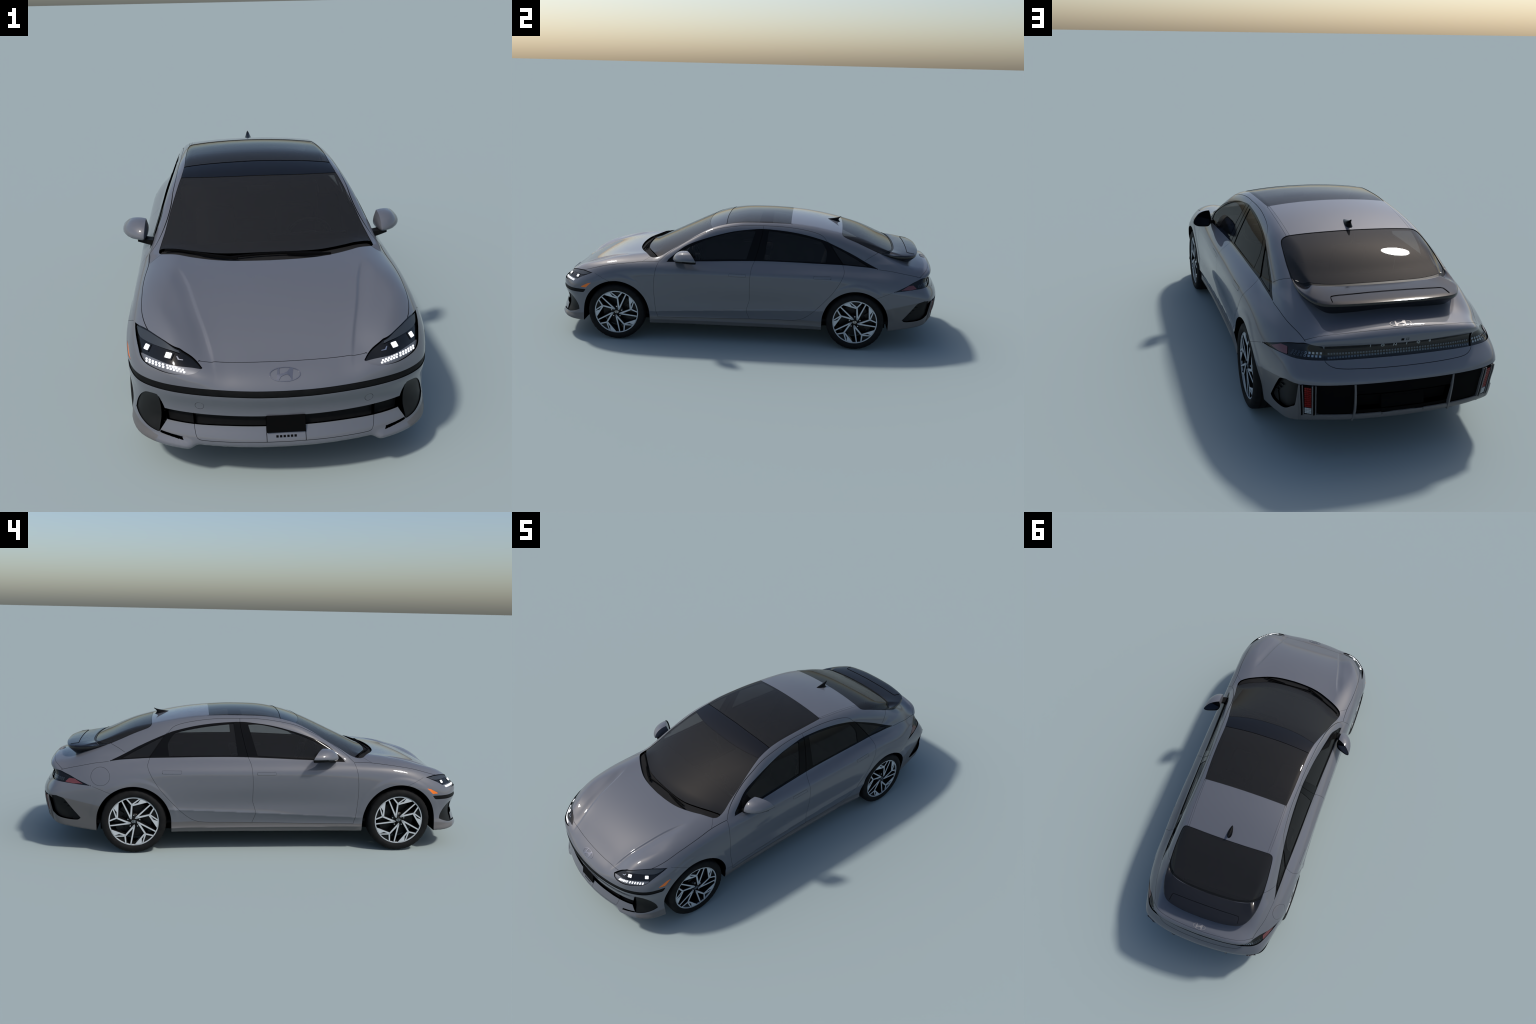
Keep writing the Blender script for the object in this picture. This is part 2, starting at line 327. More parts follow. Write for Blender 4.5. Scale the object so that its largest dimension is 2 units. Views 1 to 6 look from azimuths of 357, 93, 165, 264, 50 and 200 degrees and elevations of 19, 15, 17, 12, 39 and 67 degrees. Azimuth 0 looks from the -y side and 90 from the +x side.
# ---- cut the skin -------------------------------------------------------------------------------
for cy,cz,r in WHEELS:
    a=np.linspace(0,math.pi,60);arc=np.vstack([[[cy+r,-.05]],np.stack([cy+r*np.cos(a),cz+r*np.sin(a)],1),[[cy-r,-.05]]])
    skin.edge(arc,'side',lambda V:V[:,0]>.2)
    skin.split(np.where((skin.V[:,2]<.14)&(np.abs(skin.V[:,1]-cy)<r+.02),skin.V[:,0]-.205,np.nan))
C=lambda p:curve(p)
skin.line(np.array([(t,.181+.05*t) for t in np.linspace(-.50,.46,25)]),'side',lambda V:(V[:,0]>.3))
skin.line(np.array([(t,.112) for t in np.linspace(-.50,.46,25)]),'side',lambda V:(V[:,0]>.3))
FS=lambda V:(V[:,0]>.24)&(V[:,1]>-.95)
for ln in (door_front,door_top,pillar,pillar_low,door_base,door_back):skin.seam(C(ln),'side',lambda V:(V[:,0]>.23)&(V[:,2]>.11))
skin.seam(C(hood_side),'side',lambda V:(V[:,0]>.24)&(V[:,1]>-.84))
skin.seam(C(fender_tip),'side',lambda V:V[:,0]>.25,.0004)
skin.seam(C(trunk_side),'side',lambda V:(V[:,0]>.24))
skin.seam(C(c_seam),'side',lambda V:(V[:,0]>.25)&(V[:,2]>.43))
skin.seam(C(bumper_tip),'side',lambda V:V[:,0]>.25,.0004)
skin.seam(fuel,'side',SIDE,.0005,True)
for h in handles:skin.seam(h,'side',SIDE,.0004,True)
for o in (loop(glass_line,belt),window_front,window_rear,window_quarter):skin.edge(o,'side',lambda V:(V[:,0]>.22)&(V[:,2]>.38))
skin.seam(C(hood_front),'top',lambda V:(V[:,2]>.27)&(V[:,1]<-.85))
skin.seam(np.array([(.305,-.483),(.322,-.499),(.339,-.517)]),'top',lambda V:(V[:,2]>.38)&(V[:,1]<-.3),.0005)
scr=loop(screen_base,screen_side,header_front)
skin.edge(scr,'top',TOP)
skin.line(C(wiper_line),'top',TOP)
roofpane=loop(sun_side,[(.228,.228),(.12,.2275),(-.004,.2272)])
roofpane=np.vstack([C(header_front)[::-1],C(sun_side)[1:],[(.12,.2275),(-.004,.2272)]])
skin.edge(roofpane,'top',TOP)
skin.seam(C(header_back),'top',TOP,.0008)
for ln in ([(.2215,.231),(.2205,.35),(.2165,.4865)],[(.2290,.231),(.2305,.35),(.2275,.4865)]):skin.seam(C(ln),'top',TOP,.0004)
for o in (rear_glass,frame_rear):skin.edge(o,'top',lambda V:(V[:,2]>.40)&(V[:,1]>.4))
bed_line=[(.184,.2940),(.215,.2985),(.250,.3015),(.300,.3045),(.345,.3045)]
skin.line(C(bed_line),'front',lambda V:(V[:,1]<-.80)&(V[:,2]>.27))
for o in (headlight,brow,amber,strip,vent,vent_slit):skin.edge(o,'nose',NOSE)
skin.edge(band,'front',lambda V:V[:,1]<-.80);skin.edge(slot,'front',lambda V:V[:,1]<-.80)
skin.seam(C(panel),'front',lambda V:V[:,1]<-.80,.0006)
skin.seam(np.array([(.0465,.181),(.0465,.1205)]),'front',lambda V:V[:,1]<-.80,.0008)
skin.seam(sensor,'front',lambda V:V[:,1]<-.80,.0004,True)
skin.line(C(clad_front),'side',lambda V:V[:,0]>.2)
for o in (taillight,red_lens):skin.edge(o,'tail',TAIL)
REAR=lambda V:V[:,1]>.85
skin.edge(light_bar,'front',REAR);skin.seam(C(trunk_low),'front',REAR,.0007)
skin.seam(C(duck_line),'top',lambda V:(V[:,2]>.35)&(V[:,1]>.8),.0005)
skin.edge(rear_mouth,'front',REAR);skin.edge(plate_niche,'front',REAR)
skin.edge(rear_vent,'rearcorner',lambda V:V[:,1]>.72)
skin.line(C(clad_rear),'side',lambda V:(V[:,0]>.28)&(V[:,1]>.6))

# ---- name the regions ---------------------------------------------------------------------------
V,F=skin.V,skin.F;c=V[F].mean(1);N=normals(V);cn=N[F].mean(1)
x,y,z=c.T
label=np.full(len(F),'body_frame',dtype=object)
def within(poly,proj,guard): return guard(c)&inside(flat(c,proj),poly)
def height(line,q):
    l=C(line);o=np.argsort(l[:,0]);return np.interp(q,l[o,0],l[o,1])
hs=np.where(y<-.83,.346,height(hood_side,y))
fz=np.where(y<-.759,np.interp(y,[-.83,-.759],[.346,.345]),height(fender_tip,y))
ahead=(y<-.43)&(x>.24)&((y<-.452)|(inside(flat(c,'side'),np.vstack([C(door_front),[(-.6,.126),(-.6,.411)]]))))
label[ahead&(z<hs)&(y>-.84)]='front_fender'
label[(y<-.40)&(y<np.interp(x,*C(screen_base).T))&(z>np.where(x<.24,0,hs))&((x<.305)|(y<-.483-(x-.305)))]='hood'
nosecut=(y<-.66)&(z<np.where(y>-.759,fz,np.where(y>-.84,.345,1)))&(y<-.672+0*x)
label[nosecut&(x>.2)&(label!='hood')]='front_bumper'
label[nosecut&(z<np.interp(y,[-.84,-.672],[.345,.306]))&(x>.2)]='front_bumper'
label[(y<np.interp(x,*C(hood_front).T))&(x<.2)]='front_bumper'
label[(y<-.85)&(x>=.2)&(z<.346)&(~((z>hs)&(y>-.9)))]='front_bumper'
door_f=np.vstack([C(door_front)[::-1],C(door_top)[1:],]) 
dt=C(door_top);cut_i=np.argmin(np.hypot(*(dt-np.array([.088,.597])).T));db=C(door_base);cut_b=np.argmin(np.hypot(*(db-np.array([.033,.134])).T))
pil=np.vstack([C(pillar),C(pillar_low)[1:]])
door_f=np.vstack([C(door_front)[::-1],dt[1:cut_i],pil,db[:cut_b][::-1]])
door_r=np.vstack([dt[cut_i:],C(door_back)[::-1][1:],db[cut_b:][::-1][1:],pil[::-1][1:]])
label[within(door_f,'side',lambda P:(P[:,0]>.23)&(P[:,2]>.11))]='front_door'
label[within(door_r,'side',lambda P:(P[:,0]>.23)&(P[:,2]>.11))]='rear_door'
label[(y>-.50)&(y<.42)&(z<np.where(y<.28,height(door_base,y),.142))&(x>.1)&(label=='body_frame')|((y>-.50)&(y<-.436)&(z<.126)&(x>.1))]='side_sill'
tz=np.where(y<.894,height(trunk_side,y),.3595)
behind=np.where(x>.2605,z-np.interp(y,*C(c_seam).T)<np.where(y<.674,0,9),(y>.66))
low=np.interp(x,*C(trunk_low)[::-1].T)
label[(y>.604)&(z>tz)&behind&((y>.674)|(z<np.interp(y,*C(c_seam).T)))&(x<.32)]='trunk_lid'
label[(y>.85)&(x<.2315)&(z>low)]='trunk_lid'
rz=np.interp(y,[.640,.670,.745,.81,.876,.913,.943,.97],[.266,.278,.306,.312,.316,.318,.318,.318])
label[(y>.62)&(z<np.where((x<.2315)&(y>.85),low,rz))&((y>.745)|(z<rz))]='rear_bumper'
cr=C(clad_rear)
label[(label=='rear_bumper')&(z<np.interp(y,cr[:,0],cr[:,1]))&(y<.9335)]='lower_cladding'
label[(label=='rear_bumper')&(z<.2605)&(x<.36)&(z<np.interp(x,[0,.157,.264,.303,.352],[.2605,.259,.2565,.2565,.2595]))&(y>.93)]='lower_cladding'
cf=C(clad_front)[::-1]
label[(label=='front_bumper')&(z<np.interp(y,cf[:,0],cf[:,1]))&(x>.2)&(y>-.93)]='lower_cladding'
label[(label=='front_fender')&(z<.126)]='side_sill'
label[cn[:,2]<-.80]='underbody'
label[within(fuel,'side',SIDE)]='fuel_door'
for h in handles:label[within(h,'side',SIDE)]='door_handle'
G=lambda P:(P[:,0]>.22)&(P[:,2]>.38)
label[within(loop(glass_line,belt),'side',G)]='window_trim'
label[within(window_front,'side',G)]='front_side_window';label[within(window_rear,'side',G)]='rear_side_window';label[within(window_quarter,'side',G)]='quarter_window'
w=within(scr,'top',TOP);label[w]='windscreen'
label[w&(y<np.interp(x,*C(wiper_line).T))]='cowl_panel'
w=within(roofpane,'top',TOP);hb=np.interp(x,*C(header_back)[::-1].T)
label[w&(y<hb)]='windscreen_header';label[w&(y>=hb)]='glass_roof'
label[(label=='body_frame')&(x<.225)&(y>.225)&(y<.50)&(z>.45)]='roof_panel'
label[within(frame_rear,'top',lambda P:(P[:,2]>.40)&(P[:,1]>.4))]='rear_glass_frame'
label[within(rear_glass,'top',lambda P:(P[:,2]>.40)&(P[:,1]>.4))]='rear_window'
label[within(headlight,'nose',NOSE)]='headlight';label[within(brow,'nose',NOSE)]='headlight_brow'
label[within(amber,'nose',NOSE)]='marker_lamp';label[within(strip,'nose',NOSE)]='nose_strip'
label[within(vent,'nose',NOSE)]='air_flap';label[within(vent_slit,'nose',NOSE)]='air_inlet'
FR=lambda P:P[:,1]<-.80
label[within(band,'front',FR)]='grille';label[within(slot,'front',FR)]='air_inlet'
tl=within(taillight,'tail',TAIL);label[tl]='taillight';label[within(red_lens,'tail',TAIL)]='side_reflector'
label[within(light_bar,'front',REAR)]='light_bar'
label[within(rear_mouth,'front',REAR)&(y>.9)]='rear_mouth';label[within(plate_niche,'front',REAR)&(y>.9)]='plate_niche'
label[within(rear_vent,'rearcorner',lambda P:P[:,1]>.72)]='rear_duct'
for ln,pr,gd,wd,cl in skin.seams:
    Q=flat(c,pr);lo,hi=ln.min(0)-.01,ln.max(0)+.01;m=np.nonzero(gd(c)&((Q>lo)&(Q<hi)).all(1))[0]
    if len(m):
        d=dist(Q[m],ln,cl)[0];m=m[d<wd]
        m=m[~np.isin(label[m].astype(str),['headlight','headlight_brow','taillight','light_bar','rear_glass_frame','rear_window','cowl_panel'])]
        label[m]='port_line' if ln is fuel_line else 'shut_line'
hole=np.zeros(len(F),bool)
for cy,cz,r in WHEELS:
    hole|=(x>.205)&(np.where(z>cz,np.hypot(y-cy,z-cz),np.abs(y-cy))<r)
label[hole]='arch_hole'

# =====================================================================  materials
def material(name,color,rough=.4,metal=0,coat=0,spec=.5,noise=None,bump=None,emit=None,clear=0,extra=None):
    m=bpy.data.materials.new(name);m.use_nodes=True;nt=m.node_tree;b=nt.nodes['Principled BSDF'];L=nt.links
    b.inputs['Base Color'].default_value=(*color,1);b.inputs['Roughness'].default_value=rough;b.inputs['Metallic'].default_value=metal
    b.inputs['Coat Weight'].default_value=coat;b.inputs['Coat Roughness'].default_value=.02;b.inputs['Specular IOR Level'].default_value=spec
    tc=nt.nodes.new('ShaderNodeTexCoord')
    if noise:
        scale,amount=noise
        n=nt.nodes.new('ShaderNodeTexNoise');n.inputs['Scale'].default_value=scale;n.inputs['Detail'].default_value=3
        L.new(tc.outputs['Object'],n.inputs['Vector'])
        r=nt.nodes.new('ShaderNodeValToRGB');r.color_ramp.elements[0].position=.3;r.color_ramp.elements[1].position=.7
        r.color_ramp.elements[0].color=(*[v*(1-amount) for v in color],1);r.color_ramp.elements[1].color=(*[min(1,v*(1+amount)) for v in color],1)
        L.new(n.outputs['Fac'],r.inputs['Fac']);L.new(r.outputs['Color'],b.inputs['Base Color'])
    if bump:
        scale,strength,depth=bump
        n=nt.nodes.new('ShaderNodeTexNoise');n.inputs['Scale'].default_value=scale;L.new(tc.outputs['Object'],n.inputs['Vector'])
        u=nt.nodes.new('ShaderNodeBump');u.inputs['Strength'].default_value=strength;u.inputs['Distance'].default_value=depth
        L.new(n.outputs['Fac'],u.inputs['Height']);L.new(u.outputs['Normal'],b.inputs['Normal'])
    if emit:
        b.inputs['Emission Color'].default_value=(*emit[0],1);b.inputs['Emission Strength'].default_value=emit[1]
    if clear:
        t=nt.nodes.new('ShaderNodeBsdfTransparent');t.inputs['Color'].default_value=(1,1,1,1)
        x=nt.nodes.new('ShaderNodeMixShader');x.inputs['Fac'].default_value=clear
        L.new(b.outputs['BSDF'],x.inputs[1]);L.new(t.outputs['BSDF'],x.inputs[2]);L.new(x.outputs['Shader'],nt.nodes['Material Output'].inputs['Surface'])
    if extra:extra(nt,b,tc)
    return m
PAINT=(.1055,.1105,.1285)
def ribs(nt,b,tc):
    """fine ribs across the front of the spoiler"""
    s=nt.nodes.new('ShaderNodeSeparateXYZ');nt.links.new(tc.outputs['Object'],s.inputs['Vector'])
    w=nt.nodes.new('ShaderNodeTexWave');w.bands_direction='X';w.inputs['Scale'].default_value=70;nt.links.new(tc.outputs['Object'],w.inputs['Vector'])
    r=nt.nodes.new('ShaderNodeValToRGB');e=r.color_ramp.elements
    e[0].position=.776;e[0].color=(0,0,0,1);e[1].position=.782;e[1].color=(1,1,1,1)
    for p,v in ((.815,1),(.821,0)):
        k=e.new(p);k.color=(v,v,v,1)
    nt.links.new(s.outputs['Y'],r.inputs['Fac'])
    a=nt.nodes.new('ShaderNodeMath');a.operation='ABSOLUTE';nt.links.new(s.outputs['X'],a.inputs[0])
    lt=nt.nodes.new('ShaderNodeMath');lt.operation='LESS_THAN';lt.inputs[1].default_value=.19;nt.links.new(a.outputs[0],lt.inputs[0])
    m=nt.nodes.new('ShaderNodeMath');m.operation='MULTIPLY';nt.links.new(r.outputs['Color'],m.inputs[0]);nt.links.new(lt.outputs[0],m.inputs[1])
    h=nt.nodes.new('ShaderNodeMath');h.operation='MULTIPLY';nt.links.new(w.outputs['Fac'],h.inputs[0]);nt.links.new(m.outputs[0],h.inputs[1])
    u=nt.nodes.new('ShaderNodeBump');u.inputs['Strength'].default_value=.12;u.inputs['Distance'].default_value=.0004
    nt.links.new(h.outputs[0],u.inputs['Height']);nt.links.new(u.outputs['Normal'],b.inputs['Normal'])
M=dict(
 paint=material('metallic_grey_paint',PAINT,.45,.0,1.0,.15,noise=(3,.012)),
 clad=material('grey_lower_cladding',(.098,.095,.097),.45,.0,.25,.25),
 gloss=material('gloss_black',(.004,.004,.005),.05,spec=.40),
 trim=material('satin_black_trim',(.0045,.0046,.005),.10,spec=.08),
 black=material('matt_black_plastic',(.0055,.0057,.006),.5,spec=.08,noise=(60,.15)),
 flap=material('dark_grey_plastic',(.0085,.009,.0092),.4,spec=.14,noise=(60,.12)),
 void=material('deep_black',(.0018,.0018,.002),.8,spec=.05),
 gap=material('shut_line_black',(.012,.012,.014),.9,spec=.1),
 glass=material('tinted_glass',(.017,.017,.0172),.015,spec=.25,clear=.42),
 screen=material('tinted_windscreen_glass',(.020,.020,.0203),.015,spec=.22,clear=.22),
 roofglass=material('dark_roof_glass',(.017,.017,.0172),.015,spec=.16,clear=.06),
 rubber=material('tyre_rubber',(.0085,.0085,.0088),.7,spec=.12,noise=(40,.2),bump=(300,.2,.0006)),
 alloy=material('machined_alloy',(.50,.53,.55),.4,.15,spec=.4,noise=(25,.04)),
 wheelblack=material('wheel_black',(.006,.006,.0062),.35,spec=.2),
 chrome=material('bright_metal',(.50,.51,.53),.2,1),
 badge=material('badge_grey',(.20,.205,.235),.25,.8),
 trunkbadge=material('badge_satin',(.30,.285,.28),.5,.4,spec=.2),
 disc=material('brake_disc_steel',(.022,.022,.023),.4,.5,spec=.2),
 led=material('lamp_light',(1,1,1),.4,emit=((.90,.94,1),1.15)),
 housing=material('lamp_housing_black',(.0055,.006,.007),.08,spec=.35),
 browm=material('lamp_brow_grey',(.040,.047,.056),.35,.3,spec=.3),
 ledbed=material('lamp_reflector_grey',(.15,.155,.17),.35,.4),
 amber=material('amber_lens',(.80,.16,.005),.25,coat=.2),
 redlens=material('pale_red_lens',(.115,.032,.036),.15,coat=.3),
 red=material('red_cell',(.14,.003,.002),.3,spec=.2,noise=(200,.2)),
 white=material('white_cell',(.33,.35,.36),.3),
 cell=material('smoked_cell',(.055,.07,.085),.12,.4,coat=.3),
 cellbright=material('bright_cell',(.20,.24,.28),.12,.4,coat=.3),
 letter=material('letter_silver',(.42,.45,.45),.3,.3),
 mirror=material('mirror_glass',(.10,.115,.15),.03,1),
 cabin=material('cabin_charcoal',(.014,.014,.0145),.85,spec=.1,noise=(15,.15)),
 spoiler=material('spoiler_black',(.007,.007,.008),.12,spec=.5,extra=ribs),
)

# =====================================================================  object helpers
root=bpy.data.objects.new('sedan_car',None);bpy.context.scene.collection.objects.link(root)
root['label']='grey streamlined four door electric sedan with black spoiler';root['category']='car'
root.empty_display_size=.2
def add(name,verts,faces,mat,parent=root,vn=None,smooth=True,angle=None,kind=None):
    me=bpy.data.meshes.new(name)
    me.from_pydata(np.asarray(verts).tolist(),[],[list(map(int,f)) for f in faces]);me.validate();me.update()
    me.polygons.foreach_set('use_smooth',[bool(smooth)]*len(me.polygons))
    if vn is not None and len(me.vertices)==len(vn):me.normals_split_custom_set_from_vertices(np.asarray(vn).tolist())
    elif angle is not None:me.set_sharp_from_angle(angle=math.radians(angle))
    for k in (mat if isinstance(mat,(list,tuple)) else [mat]):me.materials.append(k)
    o=bpy.data.objects.new(name,me);bpy.context.scene.collection.objects.link(o)
    if parent is not None:o.parent=parent
    if kind:o['kind']=kind
    return o
def again(o,name,matrix=None,parent=None):
    k=o.copy();k.name=name;bpy.context.scene.collection.objects.link(k);k.parent=parent or o.parent
    if matrix is not None:k.matrix_local=matrix
    return k
FLIP=np.array([-1,1,1.])
def sub(lab):
    fs=F[np.isin(label.astype(str),lab if isinstance(lab,list) else [lab])]
    u,inv=np.unique(fs,return_inverse=True);return V[u],N[u],inv.reshape(fs.shape)
def border(fs):
    e=np.vstack([fs[:,[0,1]],fs[:,[1,2]],fs[:,[2,0]]]);k=np.sort(e,1)
    _,ix,ct=np.unique(k,axis=0,return_index=True,return_counts=True);return e[ix[ct==1]]
def sheet(lab,depth=0,walls=True,thick=0):
    """geometry of a region; sunk by depth with walls up to the skin, or given an inward rim"""
    P,n,f=sub(lab)
    if not len(f):return P,n,f
    e=border(f);on=(np.abs(P[e[:,0],0])<1e-6)&(np.abs(P[e[:,1],0])<1e-6);e=e[~on]
    D=depth if depth else thick
    low=P-n*D
    if depth:
        vs,ns,fs=[low],[n],[f]
        if walls and len(e):
            a,b=P[e[:,0]],P[e[:,1]];la,lb=low[e[:,0]],low[e[:,1]]
            wn=np.cross(b-a,n[e[:,0]]);wn=-wn/(np.linalg.norm(wn,axis=1)[:,None]+1e-12)
            k=len(low);m=len(e);i=np.arange(m)
            vs.append(np.vstack([a,b,lb,la]));ns.append(np.vstack([wn]*4))
            fs.append(np.vstack([np.stack([k+i,k+3*m+i,k+2*m+i],1),np.stack([k+i,k+2*m+i,k+m+i],1)]))
        return np.vstack(vs),np.vstack(ns),np.vstack(fs)
    if thick and len(e):
        a,b=P[e[:,0]],P[e[:,1]];la,lb=low[e[:,0]],low[e[:,1]]
        wn=np.cross(b-a,n[e[:,0]]);wn=wn/(np.linalg.norm(wn,axis=1)[:,None]+1e-12)
        k=len(P);m=len(e);i=np.arange(m)
        return np.vstack([P,a,b,lb,la]),np.vstack([n]+[wn]*4),np.vstack([f,np.stack([k+i,k+3*m+i,k+2*m+i],1)[:,::-1],np.stack([k+i,k+2*m+i,k+m+i],1)[:,::-1]])
    return P,n,f
def whole(name,geo,mat,**k):
    P,n,f=geo
    if not len(f):print('EMPTY',name);return None
    q=len(P);mid=np.abs(P[:,0])<1e-6
    idx=np.where(mid,np.arange(q),np.arange(q)+q)
    VV=np.vstack([P,P*FLIP]);NN=np.vstack([n,n*FLIP]);FF=np.vstack([f,idx[f][:,::-1]])
    u,inv=np.unique(FF,return_inverse=True)
    return add(name,VV[u],inv.reshape(FF.shape),mat,vn=NN[u],**k)
def pair(name,geo,mat,**k):
    P,n,f=geo
    if not len(f):print('EMPTY',name);return None
    return add(name,P,f,mat,vn=n,**k),add(name,P*FLIP,f[:,::-1],mat,vn=n*FLIP,**k)

# ---- skin parts
T_=.0025
whole('hood',sheet('hood',thick=T_),M['paint']);whole('front_bumper',sheet('front_bumper'),M['paint'])
A,B=sheet(['body_frame','fuel_door','port_line']),sheet('body_frame')
add('body_frame',np.vstack([A[0],B[0]*FLIP]),np.vstack([A[2],B[2][:,::-1]+len(A[0])]),M['paint'],vn=np.vstack([A[1],B[1]*FLIP]))
whole('roof_panel',sheet('roof_panel'),M['paint'])
whole('trunk_lid',sheet('trunk_lid'),M['paint']);whole('rear_bumper',sheet('rear_bumper'),M['paint'])
pair('front_fender',sheet('front_fender'),M['paint'])
fd=pair('front_door',sheet('front_door'),M['paint']);rd=pair('rear_door',sheet('rear_door'),M['paint'])
hP,hn,hf=sheet('door_handle')
for sel,doors in ((hP[:,1]<.2,fd),(hP[:,1]>.2,rd)):
    keep=sel[hf].all(1);u,inv=np.unique(hf[keep],return_inverse=True);g=inv.reshape(-1,3)
    add('door_handle',hP[u]+hn[u]*.0003,g,M['paint'],parent=doors[0],vn=hn[u]);add('door_handle',(hP[u]+hn[u]*.0003)*FLIP,g[:,::-1],M['paint'],parent=doors[1],vn=hn[u]*FLIP)
pair('side_sill',sheet('side_sill'),M['clad']);whole('lower_cladding',sheet('lower_cladding'),M['clad'])
P,n,f=sheet('fuel_door');add('charge_port_door',P*FLIP,f[:,::-1],M['paint'],vn=n*FLIP)
P,n,f=sheet('port_line',depth=.0032);add('port_line',P*FLIP,f[:,::-1],M['gap'],vn=n*FLIP)
whole('underbody',sheet('underbody'),M['void'])
whole('shut_line',sheet('shut_line',depth=.0032),M['gap'])
pair('window_trim',sheet('window_trim',depth=.0008),M['trim'])
for k in ('front_side_window','rear_side_window','quarter_window'):pair(k,sheet(k,depth=.0022),M['glass'])
whole('windscreen',sheet('windscreen',depth=.0015),M['screen']);whole('cowl_panel',sheet('cowl_panel',depth=.040),M['void'])
whole('windscreen_header',sheet('windscreen_header',depth=.0010),M['gloss']);whole('glass_roof',sheet('glass_roof',depth=.0012),M['roofglass'])
whole('rear_window',sheet('rear_window',depth=.0016),M['screen']);whole('rear_glass_frame',sheet('rear_glass_frame',depth=.0008),M['flap'])
whole('nose_strip',sheet('nose_strip',depth=.0018),M['black']);whole('grille',sheet('grille',depth=.012),M['black'])
pair('air_flap',sheet('air_flap',depth=.0025),M['flap']);pair('air_inlet',sheet('air_inlet',depth=.020),M['void'])
pair('marker_lamp',sheet('marker_lamp',depth=.0005),M['amber'])
hl=pair('headlight',sheet(['headlight','headlight_brow'],depth=.006),M['housing'])
P,n,f=sub('headlight_brow');w=P-n*.0030
for s,o in ((1,hl[0]),(-1,hl[1])):
    fl=np.array([s,1,1.]);g=f if s>0 else f[:,::-1]
    add('headlight_brow',w*fl,g,M['browm'],parent=o,vn=n*fl)
tlo=pair('taillight',sheet(['taillight','side_reflector'],depth=.0035),M['housing'])
P,n,f=sub('side_reflector')
for s,o in ((1,tlo[0]),(-1,tlo[1])):
    fl=np.array([s,1,1.])
    add('side_reflector',(P-n*.0018)*fl,f if s>0 else f[:,::-1],M['redlens'],parent=o,vn=n*fl)
lb=whole('light_bar',sheet('light_bar',depth=.0035),M['housing'])
whole('rear_mouth',sheet('rear_mouth',depth=.003),M['void']);whole('plate_niche',sheet('plate_niche',depth=.022),M['void'])
pair('rear_duct',sheet('rear_duct',depth=.013),M['flap'])
# ---- wheel wells: the arch edge carried inward to a back wall
e=border(F[label!='arch_hole']);mid=V[e].mean(1)
for cy,cz,r in WHEELS:
    q=e[(np.abs(arch_gap(mid[:,1],mid[:,2]))<.0015)&(np.abs(mid[:,1]-cy)<.25)&(mid[:,0]>.2)]
    a,b=V[q[:,0]],V[q[:,1]];m=len(q);i=np.arange(m);T=np.array([0,1,1.])
    lip=np.array([.0,0,0]);a2,b2=a*T+[.205,0,0],b*T+[.205,0,0]
    vs=[a,b,b2,a2];fs=[np.stack([i,i+m,i+2*m,i+3*m],1)]
    t=np.linspace(0,math.pi,49);rim=np.vstack([[[cy+r,.06]],np.stack([cy+r*np.cos(t),cz+r*np.sin(t)],1),[[cy-r,.06]]])
    k=4*m;vs.append(np.column_stack([np.full(len(rim),.2055),rim]))
    well=np.vstack(vs)
    faces=[list(g) for g in fs[0]]+[list(range(k,k+len(rim)))]
    for s in (1,-1):add('wheel_well',well*[s,1,1],faces,M['void'],smooth=False)

# =====================================================================  pieces laid on the skin
def on_skin(p,tries=30):
    return settle(np.atleast_2d(np.asarray(p,float)),4)[0]
def frame(p,right=None):
    """right, up, out at a skin point, as a viewer in front of it sees them"""
    n=Vector(normals(np.atleast_2d(p))[0]);r=Vector((0,0,1)).cross(n).normalized();u=n.cross(r).normalized()
    return r,u,n
def plate(name,outline,at,mat,h=.001,sink=.001,parent=root,holes=(),right=None,up=None,off=0,wrap=True):
    """flat outline (u to the viewer's right, v up) laid on the skin and given height h"""
    r,u,n=frame(at)
    polys=[np.asarray(outline,float)]+[np.asarray(q,float) for q in holes]
    A=np.vstack(polys)
    tri=tessellate_polygon([[Vector((a[0],a[1],0)) for a in q] for q in polys])
    base=np.array(at)+A[:,:1]*np.array(r)+A[:,1:]*np.array(u)
    if wrap:
        P=base.copy();nn=np.array(n)
        for _ in range(4):
            G=gradient(P);P-=nn[None,:]*(body(P)/(G@nn).clip(.2))[:,None]
        Nn=normals(P)
    else:P,Nn=base,np.tile(np.array(n),(len(A),1))
    top=P+Nn*(h+off);bot=P+Nn*(off-sink);k=len(A)
    faces=[]
    for t in tri:
        a,b,c=t;q=np.cross(top[b]-top[a],top[c]-top[a])
        faces.append((a,b,c) if q@Nn[a]>0 else (a,c,b))
    s0=0
    for qi,q in enumerate(polys):
        m=len(q);area=sum(q[i-1][0]*q[i][1]-q[i][0]*q[i-1][1] for i in range(m))
        for i in range(m):
            a,b=s0+i,s0+(i+1)%m
            if (area<0)!=(qi>0):a,b=b,a
            faces.append((a,a+k,b+k,b))
        s0+=m
    return add(name,np.vstack([top,bot]),faces,mat,parent=parent,smooth=False)
def both(name,outline,at,mat,parents=(root,root),**k):
    a=plate(name,outline,at,mat,parent=parents[0],**k)
    me=a.data;vv=np.array([v.co[:] for v in me.vertices])*FLIP;ff=[list(p.vertices)[::-1] for p in me.polygons]
    b=add(name,vv,ff,mat,parent=parents[1],smooth=False)
    return a,b
def rect(w,h):return [(-w/2,-h/2),(w/2,-h/2),(w/2,h/2),(-w/2,h/2)]
